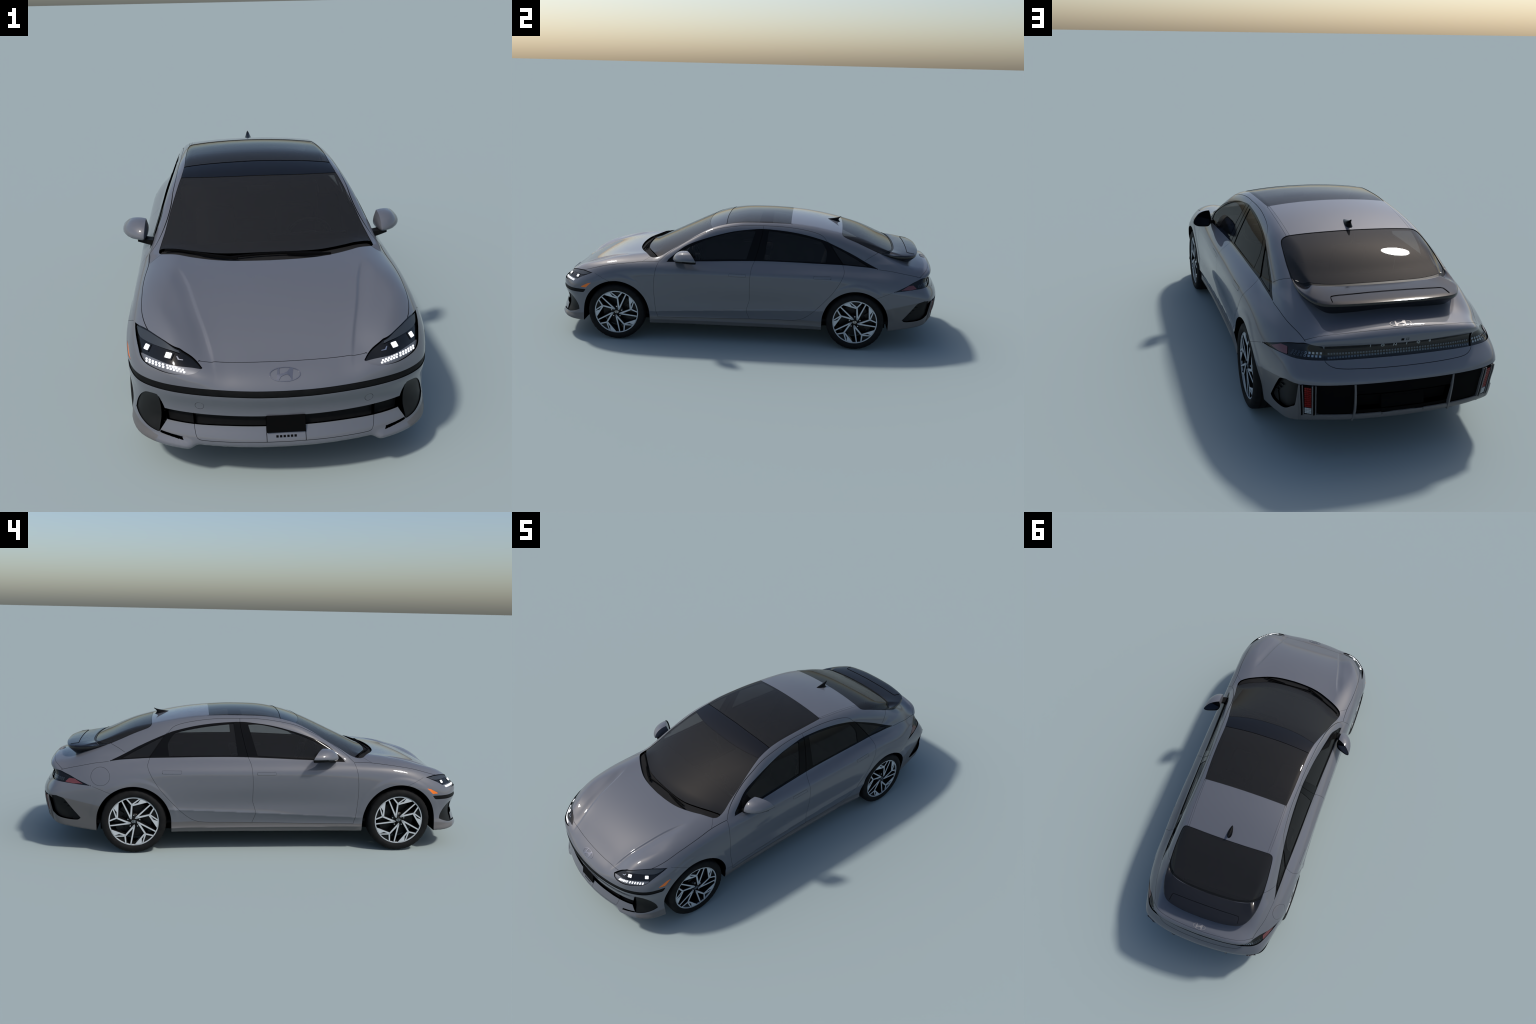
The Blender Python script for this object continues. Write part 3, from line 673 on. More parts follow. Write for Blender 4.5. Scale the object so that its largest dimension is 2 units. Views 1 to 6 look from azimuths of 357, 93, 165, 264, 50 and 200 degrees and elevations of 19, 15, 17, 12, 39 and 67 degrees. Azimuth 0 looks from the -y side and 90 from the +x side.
# headlights: two lamps, two staggered rows of lights
R1=np.array([(.329,-.880,.2965),(.310,-.900,.2975),(.287,-.918,.298),(.276,-.925,.298),(.258,-.935,.2965),(.2385,-.942,.294)])
def along(pts,q):
    d=np.r_[0,np.cumsum(np.linalg.norm(np.diff(pts,axis=0),axis=1))];q=np.asarray(q)*d[-1]
    return np.stack([np.interp(q,d,pts[:,k]) for k in range(3)],1)
for row,dz,dx in ((0,.0008,0),(1,-.0066,-.0035)):
    for half,wd in ((R1[:3],.0029),(R1[3:],.0024)):
        for p in along(half,np.linspace(0,1,6)):
            p=p+np.array([dx,0,dz]);p=on_skin(p)
            both('led_light',rounded(0,0,wd,.0021,.0008,3),p,M['led'],parents=hl,h=.0010,off=-.0052,wrap=False)
for p,wd in (((.328,-.858,.318),.0075),((.273,-.909,.318),.0082)):
    both('projector_lamp',rounded(0,0,wd,.0068,.0015,3),on_skin(p),M['led'],parents=hl,h=.0022,off=-.0055,wrap=False)
    both('lamp_bezel',rounded(0,0,wd+.004,.0098,.002,3),on_skin(p),M['housing'],parents=hl,h=.0012,off=-.0056,wrap=False)
P,n,f=sub('headlight');cc=P[f].mean(1)
bed=f[cc[:,2]<np.interp(cc[:,0],*C(bed_line).T)]
u,inv=np.unique(bed,return_inverse=True)
for s,o in ((1,hl[0]),(-1,hl[1])):
    fl=np.array([s,1,1.]);g=inv.reshape(-1,3);add('light_bed',(P[u]-n[u]*.0054)*fl,g if s>0 else g[:,::-1],M['ledbed'],parent=o,vn=n[u]*fl)
both('lamp_fin',[(-.010,-.003),(.002,-.001),(.006,.008),(.004,.009),(-.001,.001),(-.010,-.001)],on_skin((.247,-.922,.312)),M['chrome'],parents=hl,h=.001,off=-.0045,wrap=False)
# tail lights: small square cells
cells=[]
def cell_at(p,w,h,mat,parent,off=-.0042):
    return plate('light_cell',rect(w,h),p,mat,parent=parent,h=.002,off=off,wrap=False)
TL=np.array([(.311,.880,.3325),(.290,.905,.3345),(.265,.920,.336),(.2405,.9305,.3365)])
for row in range(2):
    for i,p in enumerate(along(TL,np.linspace(0,1,9))):
        p=on_skin(p+np.array([.002*row,0,-.0092*row]));mt=M['cellbright'] if i>3 else M['cell']
        both('light_cell',rect(.0062,.0062),p,mt,parents=tlo,h=.002,off=-.0042,wrap=False)
        if i<=4:both('light_cell_core',rect(.0036,.0036),p,M['housing'],parents=tlo,h=.0003,off=-.0021,wrap=False)
for row in range(2):
    zz=.3375-.0092*row
    for i in range(26):
        p=on_skin((.0043+.00872*i,.95,zz));both('light_cell',rect(.0058,.0056),p,M['cell'],parents=(lb,lb),h=.002,off=-.0042,wrap=False)
# letters and small squares on the tail
def letter(ch,xc,zc,size):
    cu=bpy.data.curves.new('letter','FONT');cu.body=ch;cu.size=size*1.38;cu.align_x='CENTER';cu.align_y='CENTER';cu.resolution_u=3
    o=bpy.data.objects.new('letter',cu);bpy.context.scene.collection.objects.link(o);bpy.context.view_layer.update()
    me=bpy.data.meshes.new_from_object(o.evaluated_get(bpy.context.evaluated_depsgraph_get()));bpy.data.objects.remove(o);bpy.data.curves.remove(cu)
    vv=np.array([v.co[:] for v in me.vertices]);ff=[list(p.vertices) for p in me.polygons];bpy.data.meshes.remove(me)
    at=on_skin((xc,.957,zc));r,u,n=frame(at);W=np.array(at)+vv[:,:1]*np.array(r)*1.15+vv[:,1:2]*np.array(u)
    W=settle(W,4);nn=normals(W);o=add('letter',W+nn*.0012,ff,M['letter'],smooth=False)
    s=o.modifiers.new('depth','SOLIDIFY');s.thickness=.0016;s.offset=-1
for ch,xc in zip('IONIQ6',(.101,.064,.0265,-.0095,-.047,-.084)):letter(ch,xc,.3585,.0095)
plate('model_mark',[(-.0042,-.0035),(.0042,-.0035),(.0048,.0035),(-.0036,.0035)],on_skin((.0055,.958,.3735)),M['void'],h=.0004)
plate('model_mark',[(-.0042,-.0035),(.0042,-.0035),(.0048,.0035),(-.0036,.0035)],on_skin((-.0095,.958,.3735)),M['void'],h=.0004,holes=[[(-.0032,-.0026),(.0033,-.0026),(.0037,.0026),(-.0028,.0026)]])
# oval badges with a slanted letter
def badge(at,a,b,mat,h=.0012):
    pts=[(1383,705),(1400,702),(1397,748),(1440,742),(1475,728),(1500,703),(1530,706),(1512,795),(1496,795),(1492,768),(1470,753),(1440,756),(1408,768),(1385,796),(1365,795),(1372,750)]
    hsh=[((px-1448)/148*a,(749-py)/56*b) for px,py in pts]
    k=plate('badge_ring',ellipse(0,0,a,b,48),at,mat,h=h,holes=[ellipse(0,0,a*.94,b*.90,48)[::-1]])
    plate('badge_letter',hsh,at,mat,h=h,parent=k)
badge(on_skin((0,-.966,.283)),.037,.0185,M['badge']);badge(on_skin((0,.931,.407)),.0335,.0155,M['trunkbadge'])
# front number plate, its holder and the six squares
plate('number_plate',rounded(0,0,.046,.0205,.001,3),on_skin((0,-.980,.1605)),M['void'],h=.006,sink=.012,wrap=False)
for i in range(6):plate('dot_mark',rect(.0056,.0054),on_skin((-.0215+.0086*i,-.99,.1312)),M['void'],h=.0004)
# lower grille: the panel top edge inside the band and inlet ribs
for k in range(3):both('inlet_rib',rect(.018,.0022),on_skin((.2965,-.921,.145+.022*k)),M['black'],h=.002,off=-.014,wrap=False)
plate('grille_rail',rect(.17,.0018),on_skin((.133,-.972,.1735)),M['flap'],h=.002,off=-.010);plate('grille_rail',rect(.17,.0018),on_skin((-.133,-.972,.1735)),M['flap'],h=.002,off=-.010)

# =====================================================================  rear lower bumper furniture
def sweep(name,path,wid,dep,mat,parent=root):
    """upright blade: path of (x,y,z) outer edge points, width across x, depth inward"""
    p=np.array(path,float);vs=[];fs=[]
    for q in p:
        out=np.array([q[0]*1.1,1,0]);out/=np.linalg.norm(out);side_=np.array([out[1],-out[0],0])
        for sx,d in ((-1,dep),(-1,.0015),(-.6,0),(.6,0),(1,.0015),(1,dep)):vs.append(q+side_*sx*wid/2-out*d)
    for i in range(len(p)-1):
        for j in range(6):
            a=i*6+j;b=i*6+(j+1)%6;fs.append((a,b,b+6,a+6))
    fs+= [list(range(6))[::-1],[len(vs)-6+k for k in range(6)]]
    for s in (1,-1):add(name,np.array(vs)*[s,1,1],[f if s<0 else f[::-1] for f in fs],mat,parent=parent,smooth=False)
sweep('bumper_fin',curve([(.154,.9925,.2575),(.152,.9935,.22),(.150,.9875,.17),(.153,.974,.134)],5),.006,.030,M['clad'])
def rib(x0,x1,off,wid,dep,mat,name,zlow=.131):
    zs_=(.2545,.235,.21,.185,.16,.142,zlow);pts=[]
    for i,zq in enumerate(zs_):
        q=on_skin((x0+(x1-x0)*i/6,.95,max(zq,.150)));nn=normals(np.atleast_2d(q))[0]
        pts.append((q[0]+nn[0]*off,q[1]+nn[1]*off-max(0,.150-zq)*.75,zq))
    sweep(name,curve(pts,4),wid,dep,mat)
for xo,xi,sg in ((.3085,.304,1),(.2675,.2665,1)):
    rib(xo,xi,.0055,.0042,.020,M['clad'],'reflector_frame');rib(xo-.0048,xi-.0048,.0035,.0055,.016,M['void'],'reflector_seal');rib(xo-.0098,xi-.0098,.0045,.0034,.016,M['clad'],'reflector_frame',.138)
bedline=[]
for zq in (.2545,.23,.20,.17,.150):bedline.append(zq)
beds=both('rear_reflector',rect(.026,.104),on_skin((.2845,.957,.202)),M['void'],h=.0012,sink=.004)
for r in range(14):
    for k in range(3):
        white=r>=10
        zq=.2450-.0069*r if not white else .1745-.0053*(r-10)
        both('reflector_cell',rect(.0060,.0056 if not white else .0038),on_skin((.2925-.0074*k-.00008*r,.957,zq)),M['white' if white else 'red'],parents=beds,h=.0022,sink=.001,wrap=False)
# rear plate
v=np.array([(-.067,.978,.212),(.067,.978,.212),(.067,.985,.150),(-.067,.985,.150)]);v2=v-[0,.014,0]
add('number_plate',np.vstack([v,v2]),[(0,1,2,3),(4,7,6,5),(0,4,5,1),(1,5,6,2),(2,6,7,3),(3,7,4,0)],M['void'],smooth=False)
# diffuser blade under the mouth
xs=np.linspace(-.300,.300,61);bl=[];fs=[]
prof=[(-.006,.158),(.001,.155),(.0005,.146),(-.006,.137),(-.040,.133),(-.060,.150)]
for xx in xs:
    yy=float(rear(np.array([xx]),np.array([.165]))[0])-.001
    for d,zz in prof:bl.append((xx,yy+d,zz))
k=len(prof)
for i in range(len(xs)-1):
    for j in range(k-1):a=i*k+j;fs.append((a,a+k,a+k+1,a+1))
add('diffuser_blade',bl,fs,M['clad'],angle=40)
# duct vanes
for k in range(3):both('duct_vane',rect(.016,.0016),on_skin((.361,.842+.018*k,.190+.016*k)),M['flap'],h=.003,off=-.011,wrap=False)

# =====================================================================  spoiler
edge=curve([(.2585,.676,.4805),(.2600,.700,.4755),(.2570,.750,.4680),(.2480,.792,.4640),(.2350,.826,.4610),(.2150,.855,.4605),(.1850,.873,.4620),(.1300,.885,.4640),(.0750,.891,.4655),(0,.893,.4660)],8)
inner=curve([(.2575,.6785,0),(.2520,.704,0),(.2400,.722,0),(.2230,.737,0),(.2000,.7485,0),(.1700,.757,0),(.1380,.762,0),(.0900,.7665,0),(.0450,.7685,0),(0,.769,0)],8)
edge[-1,0]=inner[-1,0]=0
# heights of the inner line: where the skin lies there
zz=np.full(len(inner),.48)
for i,q in enumerate(inner):
    lo,hi=.40,.56
    for _ in range(30):
        m=(lo+hi)/2
        if body(np.array([[q[0],q[1],m]]))[0]<0:lo=m
        else:hi=m
    zz[i]=lo
inner[:,2]=zz+.0006
rows=[];nt_=14
for t in np.linspace(0,1,nt_):
    p=inner*(1-t)+edge*t
    p[:,2]+=.0030*4*t*(1-t)*np.linspace(0,1,len(p))**.5
    drop=max(0,t-.93)/.07;p[:,2]-=.0020*drop**2
    rows.append(p)
cen=np.array([0,.70,0])
def inset(d,z):
    p=edge.copy();tn=np.gradient(edge[:,:2],axis=0);nn=np.stack([tn[:,1],-tn[:,0]],1);nn/=np.linalg.norm(nn,axis=1)[:,None]+1e-12
    sgn=np.sign((nn*(cen[:2]-p[:,:2])).sum(1))[:,None];p[:,:2]+=nn*sgn*(d[:,None] if hasattr(d,'__len__') else d);p[:,0]=np.maximum(p[:,0],0);p[-1,0]=0;p[:,2]=z;return p
s_=np.linspace(0,1,len(edge))
wall=np.clip((s_-.02)/.25,0,1)
rows.append(inset(-.0010,edge[:,2]-.0060*wall-.001));rows.append(inset(.0010,edge[:,2]-.0115*wall-.0015));rows.append(inset(.004+.003*s_,edge[:,2]-.016*wall-.002))
dz=np.array([float(deck(np.array([q[0]]),np.array([q[1]]))[0]) for q in inset(.018+.034*s_,0*s_)])
rows.append(inset(.018+.034*s_,np.minimum(dz-.004,edge[:,2]-.006)))
R=np.vstack(rows);m=len(edge);fs=[]
for i in range(len(rows)-1):
    for j in range(m-1):a=i*m+j;fs.append((a,a+m,a+m+1,a+1))
k=len(R);full=np.vstack([R,R*FLIP]);ff=fs+[tuple(q+k for q in f[::-1]) for f in fs]
bm=bmesh.new();vv=[bm.verts.new(p) for p in full]
for f in ff:
    try:bm.faces.new([vv[i] for i in f])
    except ValueError:pass
bmesh.ops.remove_doubles(bm,verts=bm.verts,dist=1e-5);bmesh.ops.recalc_face_normals(bm,faces=bm.faces)
me=bpy.data.meshes.new('spoiler');bm.to_mesh(me);bm.free()
me.polygons.foreach_set('use_smooth',[True]*len(me.polygons));me.set_sharp_from_angle(angle=math.radians(48));me.materials.append(M['spoiler'])
sp=bpy.data.objects.new('spoiler',me);bpy.context.scene.collection.objects.link(sp);sp.parent=root
# thin black strip laid over the spoiler in place of a cut slot
def sp_z(px,py):
    d=(rows[0][:,0]-px)**2
    P=np.vstack(rows[:nt_]);w=1/(((P[:,0]-abs(px))**2+(P[:,1]-py)**2)+1e-7)**2;return float((w*P[:,2]).sum()/w.sum())
slot_strip_path=curve([(.187,.862),(.184,.838),(.179,.8275),(.160,.8265),(.10,.829),(0,.830),(-.10,.829),(-.160,.8265),(-.179,.8275),(-.184,.838),(-.187,.862)],8)
vs=[];fs=[]
for i,q in enumerate(slot_strip_path):
    tn=slot_strip_path[min(i+1,len(slot_strip_path)-1)]-slot_strip_path[max(i-1,0)];tn/=np.linalg.norm(tn);nn=np.array([-tn[1],tn[0]])
    for d in (-.0010,.0010):
        p=q+nn*d;vs.append((p[0],p[1],sp_z(*p)+.0006))
for i in range(len(slot_strip_path)-1):a=2*i;fs.append((a,a+1,a+3,a+2))
so=add('spoiler_slot_strip',vs,fs,M['void'],parent=sp);so.modifiers.new('depth','SOLIDIFY').thickness=.001

# =====================================================================  door mirrors
def mirror_part():
    out=np.array([(.3600,.4780),(.3750,.4792),(.3930,.4775),(.4095,.4725),(.4225,.4630),(.4322,.4525),(.4365,.4430),(.4345,.4350),(.4250,.4270),(.4120,.4220),(.3920,.4180),(.3740,.4155),(.3625,.4195),(.3550,.4340),(.3545,.4520),(.3570,.4660)])
    o=curve(np.vstack([out,out[:1]]),4)[:-1];n=len(o)
    back=lambda q:-.286+.52*(q[:,0]-.36)+.40*(.477-q[:,1])
    rows=[]
    for t in np.sin(np.linspace(0,math.pi/2,12)):
        sc=(1-t**2.7)**.62;pv=np.array([.3655,.4335]);q=pv+(o-pv)*sc
        yb=back(o)*(1-t)+(-.356)*t
        rows.append(np.column_stack([q[:,0],yb,q[:,1]]))
    return o,back,rows
o,back,rows=mirror_part();n=len(o);R=np.vstack(rows);cap=[];skirt=[]
for i in range(len(rows)-1):
    for j in range(n):
        f=(i*n+j,i*n+(j+1)%n,(i+1)*n+(j+1)%n,(i+1)*n+j);zc=R[list(f)].mean(0)
        (skirt if zc[2]<.4225+.24*(zc[0]-.365) else cap).append(f)
bz=np.column_stack([.392+(o[:,0]-.392)*.93,back(o)-.0008+.0015,.448+(o[:,1]-.448)*.91]);bz2=bz-[0,.004,0]
for s in (1,-1):
    fl=np.array([s,1,1.]);fx=lambda f:[q if s<0 else tuple(q)[::-1] for q in f]
    mh=add('door_mirror',R*fl,fx(cap),M['paint'],angle=50)
    add('mirror_skirt',R*fl,fx(skirt),M['black'],parent=mh,angle=50)
    rim=np.vstack([rows[0],bz]);add('mirror_bezel',rim*fl,fx([(j,j+n,(j+1)%n+n,(j+1)%n) for j in range(n)]),M['black'],parent=mh,smooth=False)
    add('mirror_glass',bz2*fl,[list(range(n)) if s>0 else list(range(n))[::-1]],M['mirror'],parent=mh,smooth=False)
    st=[]
    for xx,ya,yb,za,zb in ((.338,-.350,-.316,.411,.4265),(.352,-.348,-.312,.4125,.427),(.366,-.343,-.305,.4155,.428),(.385,-.335,-.297,.419,.429)):
        st+=[(xx,ya,za),(xx,yb,za),(xx,yb,zb),(xx,ya,zb)]
    fs=[]
    for i in range(3):
        for j in range(4):a=i*4+j;b=i*4+(j+1)%4;fs.append((a,b,b+4,a+4))
    add('mirror_arm',np.array(st)*fl,fx(fs+[(3,2,1,0),(12,13,14,15)]),M['black'],parent=mh,smooth=False)
    bp=[]
    for r in range(2):
        for k in range(3):
            yy=-.268-.0042*k;z0=.4375-.0042*r;xx=.4332-.0016*k
            b=len(bp);bp+=[(xx,yy-.0013,z0-.0013),(xx,yy+.0013,z0-.0013),(xx,yy+.0013,z0+.0013),(xx,yy-.0013,z0+.0013)]
    add('mirror_dot',np.array([(p[0]+d,p[1],p[2]) for d in (.0016,) for p in bp])*fl,[(4*i,4*i+1,4*i+2,4*i+3) for i in range(6)],M['void'],parent=mh,smooth=False)

# =====================================================================  antenna, wipers
rows=[];n=16
for t in np.linspace(0,1,9):
    zb=.0;L=(1-t)
    y0=.4135+.068*t**1.6;y1=.487-.012*math.sin(math.pi*min(1,t*1.15))+.001*t
    hw=.0135*(1-t)**.7+.0009
    base=.577 if t==0 else 0
    ring=[]
    for k in range(n):
        a=2*math.pi*k/n;yy=(y0+y1)/2-(y1-y0)/2*math.cos(a);xx=hw*math.sin(a)*(1-.45*math.cos(a))*.9
        zb=float(roof(np.array([0.]),np.array([yy]))[0])-.002
        ring.append((xx,yy,zb*(1-t)+(.6105-.004*(math.cos(a)*.5+.5))*t))
    rows.append(ring)
A=np.array(rows).reshape(-1,3);fs=[]
for i in range(8):
    for k in range(n):fs.append((i*n+k,i*n+(k+1)%n,(i+1)*n+(k+1)%n,(i+1)*n+k))
fs.append([8*n+k for k in range(n)])
o=add('antenna_fin',A,fs,M['trim'],angle=60);bm=bmesh.new();bm.from_mesh(o.data);bmesh.ops.recalc_face_normals(bm,faces=bm.faces);bm.to_mesh(o.data);bm.free()
def bar(name,pts,w,h,mat,parent=root,lift=.004):
    p=curve(np.array(pts,float),6);q=settle(p,6);nn=normals(q);vs=[];fs=[]
    for i in range(len(q)):
        tn=q[min(i+1,len(q)-1)]-q[max(i-1,0)];tn/=np.linalg.norm(tn);sd=np.cross(tn,nn[i])
        c0=q[i]+nn[i]*lift
        for a,b in ((-1,0),(1,0),(.6,1),(-.6,1)):vs.append(c0+sd*a*w/2+nn[i]*b*h)
    for i in range(len(q)-1):
        for j in range(4):a=4*i+j;b=4*i+(j+1)%4;fs.append((a,b,b+4,a+4))
    k=len(vs);fs+=[(3,2,1,0),(k-4,k-3,k-2,k-1)]
    return add(name,vs,fs,mat,parent=parent,smooth=False)
for blade,arm in (([(.150,-.538,.43),(.05,-.541,.435),(-.05,-.545,.435),(-.108,-.549,.43)],[(.175,-.548,.43),(.12,-.548,.43),(.05,-.543,.43)]),
                  ([(-.120,-.545,.43),(-.17,-.524,.43),(-.225,-.496,.435),(-.296,-.462,.43)],[(-.09,-.560,.43),(-.14,-.542,.43),(-.19,-.517,.43)])):
    b=bar('wiper_blade',blade,.006,.005,M['void'],lift=-.003);bar('wiper_arm',arm,.007,.006,M['void'],parent=b,lift=-.002)

# =====================================================================  wheels
RIM=.1125
def extrude(poly,x0,x1,mat_x=None,taper=0):
    """outline in the wheel plane (u forward, v up) -> prism along x, outer face first"""
    p=np.array(poly,float);n=len(p);c0=p.mean(0);low=c0+(p-c0)*(1+taper)
    tri=tessellate_polygon([[Vector((a[0],a[1],0)) for a in p]]);vs=np.vstack([np.column_stack([np.full(n,x1),-p[:,0],p[:,1]]),np.column_stack([np.full(n,x0),-low[:,0],low[:,1]])])
    fs=[]
    for t in tri:
        a,b,c=t;q=np.cross(vs[b]-vs[a],vs[c]-vs[a]);fs.append((a,b,c) if q[0]>0 else (a,c,b))
    ar=sum(p[i-1][0]*p[i][1]-p[i][0]*p[i-1][1] for i in range(n))
    for i in range(n):
        a,b=i,(i+1)%n
        fs.append((a,a+n,b+n,b) if ar<0 else (b,b+n,a+n,a))
    return vs,fs
def stroke(a,b,wa,wb):
    a,b=np.array(a,float),np.array(b,float);d=(b-a)/np.linalg.norm(b-a);n=np.array([-d[1],d[0]])
    return [a+n*wa/2,b+n*wb/2,b-n*wb/2,a-n*wa/2]
def merge(parts):
    vs,fs,k=[],[],0
    for v,f in parts:
        vs.append(v);fs+=[tuple(i+k for i in q) for q in f];k+=len(v)
    return np.vstack(vs),fs
def revolve(profile,n=96,wave=None):
    vs=[];fs=[];m=len(profile)
    for i in range(n):
        a=2*math.pi*i/n
        for j,(px,r) in enumerate(profile):
            rr=r-(wave(i,j) if wave else 0);vs.append((px,rr*math.cos(a),rr*math.sin(a)))
    for i in range(n):
        for j in range(m-1):
            a=i*m+j;b=((i+1)%n)*m+j;fs.append((a,a+1,b+1,b))
    return np.array(vs),fs
# coordinates: x outward from the wheel's mid plane (tyre half width .0505), u toward the car's front, v up
hub,node,thin=(-.0127,.0135),(-.0075,.0775),(-.0515,.0965)
left,right_=(-.0310,.1050),(.0290,.1050)
blade=[(-.0085,.0705),(.0600,.0885),(.0625,.0915),(.0480,.1005),(.0345,.1065),(.0195,.0852),(-.0060,.0775)]
S=lambda *a:stroke(*a)
spoke_face=[S(hub,node,.0080,.0066),S((-.0135,.0150),thin,.0068,.0052),S(node,left,.0064,.0056),S(node,right_,.0060,.0048),blade,
            [(-.0175,.0175),(-.0115,.0095),(-.0075,.0190),(-.0140,.0270)]]
def scaled(p,k):
    p=np.array(p);c0=p.mean(0);return c0+(p-c0)*k
FACE=.0440
sf=merge([extrude(p,FACE-.006,FACE) for p in spoke_face])
sb=merge([extrude(p,FACE-.026,FACE-.0012,taper=.16) for p in [S(hub,node,.0125,.0105),S((-.0135,.0150),thin,.0115,.0085),S(node,left,.0105,.0090),S(node,right_,.0100,.0085),scaled(blade,1.04)]]
         +[extrude([node,left,(-.012,.1085),(.010,.1085),right_],FACE-.016,FACE-.0065)]
         +[extrude([(-.006,.0775),(.0195,.0852),(.0345,.1065),(.029,.105)],FACE-.014,FACE-.004)])
ring=revolve([(FACE-.006,.1072),(FACE,.1074),(FACE,.1108),(FACE-.001,.1125),(FACE-.010,.1125)],120)
barrel=revolve([(FACE-.009,.1120),(FACE-.012,.1070),(FACE-.030,.1020),(-.030,.1000),(-.045,.1080)],96)
hubp=revolve([(FACE-.028,.0350),(FACE-.016,.0330),(FACE-.010,.0250),(FACE-.008,.0145),(FACE-.004,.0135),(FACE-.003,.0120),(FACE-.003,.0)],48)
tyre_prof=[(-.046,.110),(-.0505,.121),(-.0500,.132),(-.0455,.1405),(-.040,.1437),(-.026,.1450),(-.0255,.1425),(-.0225,.1425),(-.022,.1452),(-.0015,.1454),(-.001,.1428),(.001,.1428),(.0015,.1454),(.022,.1452),(.0225,.1425),(.0255,.1425),(.026,.1450),(.040,.1437),(.0455,.1405),(.0497,.132),(.0505,.1255),(.0499,.1205),(.0470,.1140),(.0425,.1118)]
treads={4:.0,5:.0,16:.0,17:.0013,18:.0014,3:.0014}
tyre=revolve(tyre_prof,180,lambda i,j:treads.get(j,0)*(1 if i%5==0 else 0))
disc=revolve([(.004,.030),(.006,.032),(.006,.078),(.004,.080),(-.004,.080),(-.006,.078)],72)
def caliper():
    a=np.linspace(-.62,.62,9)+math.pi;return merge([extrude([(.088*math.cos(t),.088*math.sin(t)) for t in a]+[(.056*math.cos(t),.056*math.sin(t)) for t in a[::-1]],-.014,.020)])
cal=caliper()
nut=revolve([(FACE-.014,.0042),(FACE-.007,.0040),(FACE-.0055,.0028),(FACE-.005,0)],12)
TYRE_MID=.3345
for s in (1,-1):
    fl=np.array([s,1,1.])
    def mk(name,g,mat,par,**k):
        v,f=g;return add(name,v*fl,[q if s>0 else q[::-1] for q in f],mat,parent=par,**k)
    first=None
    for wy in (-.648,.566):
        wh=bpy.data.objects.new('wheel',None);bpy.context.scene.collection.objects.link(wh);wh.parent=root;wh.location=(s*TYRE_MID,wy,.1452);wh.empty_display_size=.05
        if first is None:
            T=mk('tyre',tyre,M['rubber'],wh,angle=35);B=mk('rim',barrel,M['wheelblack'],wh);G=mk('rim_ring',ring,M['alloy'],wh,angle=30);H=mk('hub',hubp,M['wheelblack'],wh,angle=30)
            D=mk('brake_disc',disc,M['disc'],wh,angle=30);K=mk('brake_caliper',cal,M['disc'],wh,smooth=False)
            v,f=sf;SF=mk('spoke',sf,M['alloy'],wh,smooth=False);SB=mk('spoke_back',sb,M['wheelblack'],wh,smooth=False)
            NU=mk('wheel_nut',nut,M['chrome'],wh,angle=30)
            sc=.0105;pts=[(1383,705),(1400,702),(1397,748),(1440,742),(1475,728),(1500,703),(1530,706),(1512,795),(1496,795),(1492,768),(1470,753),(1440,756),(1408,768),(1385,796),(1365,795),(1372,750)]
            # seen from outside, the viewer's right is -u on the left flank and +u on the right flank
            sg=-1 if s>0 else 1
            hh=extrude([(sg*(px-1448)/148*sc,(749-py)/56*sc*.55) for px,py in pts],FACE-.004,FACE-.0022)
            e1,e2=ellipse(0,0,sc,sc*.6,32),ellipse(0,0,sc*.85,sc*.45,32)
            rv=np.vstack([np.column_stack([np.full(32,FACE-.0022),-e1[:,0],e1[:,1]]),np.column_stack([np.full(32,FACE-.0022),-e2[:,0],e2[:,1]])]);rf=[(j+32,j,(j+1)%32,(j+1)%32+32) for j in range(32)]
            BG=mk('hub_badge',merge([hh,(rv,rf)]),M['chrome'],wh,smooth=False)
            first=(T,B,G,H,D,K,BG)
        else:
            for q in first:again(q,q.name.split('.')[0],Matrix.Identity(4),wh)
        for k in range(5):
            rot=Matrix.Rotation(math.radians(72*k)*1,4,'X')
            if wy<0 and k==0:continue
            again(SF,'spoke',rot,wh);again(SB,'spoke_back',rot,wh)
        for k in range(5):
            a=math.radians(90+72*k);m4=Matrix.Translation((0,.0275*math.cos(a),.0275*math.sin(a)))
            if wy<0 and k==0:NU.matrix_local=m4;continue
            again(NU,'wheel_nut',m4,wh)

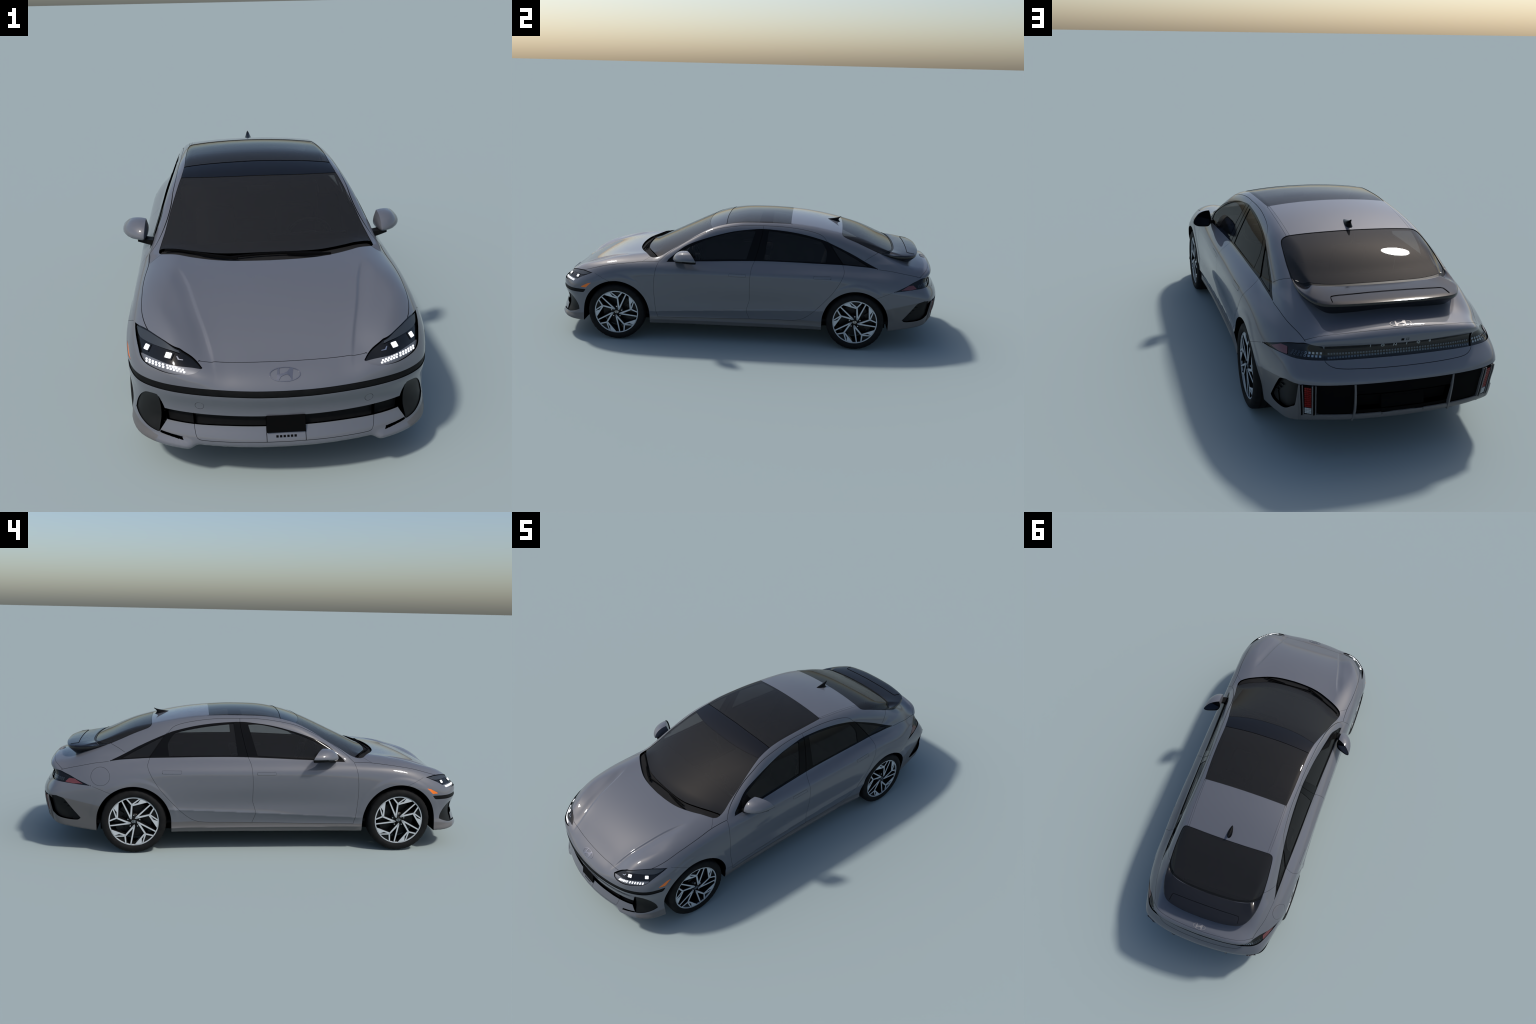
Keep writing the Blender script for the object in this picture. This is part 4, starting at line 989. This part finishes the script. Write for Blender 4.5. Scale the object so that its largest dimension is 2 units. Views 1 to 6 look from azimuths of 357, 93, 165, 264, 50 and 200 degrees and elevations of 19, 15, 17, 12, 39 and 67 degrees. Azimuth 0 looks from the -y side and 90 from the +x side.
# =====================================================================  cabin
solid=~np.isin(label.astype(str),['front_side_window','rear_side_window','quarter_window','windscreen','glass_roof','rear_window','arch_hole','underbody','shut_line'])
k=solid&(c[:,2]>.14)&(c[:,1]>-.66)&(c[:,1]<.84)
fs=F[k];u,inv=np.unique(fs,return_inverse=True);P=V[u]-N[u]*.010;g=inv.reshape(fs.shape)[:,::-1]
whole('cabin_lining',(P,-N[u],g),M['cabin'])
def box(name,x0,x1,y0,y1,z0,z1,mat,r=.012,parent=root,taper=None):
    bm=bmesh.new();bmesh.ops.create_cube(bm,size=1)
    for v in bm.verts:v.co=((x0+x1)/2+v.co.x*(x1-x0),(y0+y1)/2+v.co.y*(y1-y0),(z0+z1)/2+v.co.z*(z1-z0))
    if taper:
        for v in bm.verts:
            if v.co.z>(z0+z1)/2:v.co.y+=taper
    bmesh.ops.bevel(bm,geom=bm.edges[:],offset=r,segments=3,affect='EDGES',profile=.5)
    me=bpy.data.meshes.new(name);bm.to_mesh(me);bm.free();me.polygons.foreach_set('use_smooth',[True]*len(me.polygons));me.materials.append(mat)
    o=bpy.data.objects.new(name,me);bpy.context.scene.collection.objects.link(o);o.parent=parent;return o
box('cabin_floor',-.33,.33,-.60,.80,.125,.14,M['cabin'],.004)
box('dashboard',-.315,.315,-.50,-.31,.20,.402,M['cabin'],.02)
box('display_screen',.02,.26,-.325,-.318,.395,.425,M['gloss'],.002)
for s in (1,-1):
    b=box('front_seat',s*.145-.075,s*.145+.075,-.14,.06,.16,.26,M['cabin'],.02)
    box('seat_back',s*.145-.07,s*.145+.07,.02,.07,.24,.405,M['cabin'],.02,parent=b,taper=.05)
b=box('rear_seat',-.28,.28,.22,.40,.16,.27,M['cabin'],.02);box('seat_back',-.28,.28,.38,.43,.24,.405,M['cabin'],.02,parent=b,taper=.05)
box('parcel_shelf',-.27,.27,.46,.72,.395,.405,M['cabin'],.004)
ms=box('inner_mirror',-.045,.045,-.235,-.228,.535,.556,M['flap'],.003)
t=np.linspace(0,2*math.pi,40,endpoint=False);vs=[];fs=[]
for i,a in enumerate(t):
    for j in range(8):
        b=2*math.pi*j/8;r=.068+.006*math.cos(b);vs.append((.15+r*math.cos(a),-.262+.006*math.sin(b)-.35*r*math.sin(a)*-1*-1,.395+r*math.sin(a)*.92))
for i in range(40):
    for j in range(8):fs.append((i*8+j,i*8+(j+1)%8,((i+1)%40)*8+(j+1)%8,((i+1)%40)*8+j))
sw=add('steering_wheel',vs,fs,M['flap'])
box('steering_hub',.125,.175,-.285,-.255,.375,.41,M['flap'],.006,parent=sw)
bpy.context.view_layer.update()
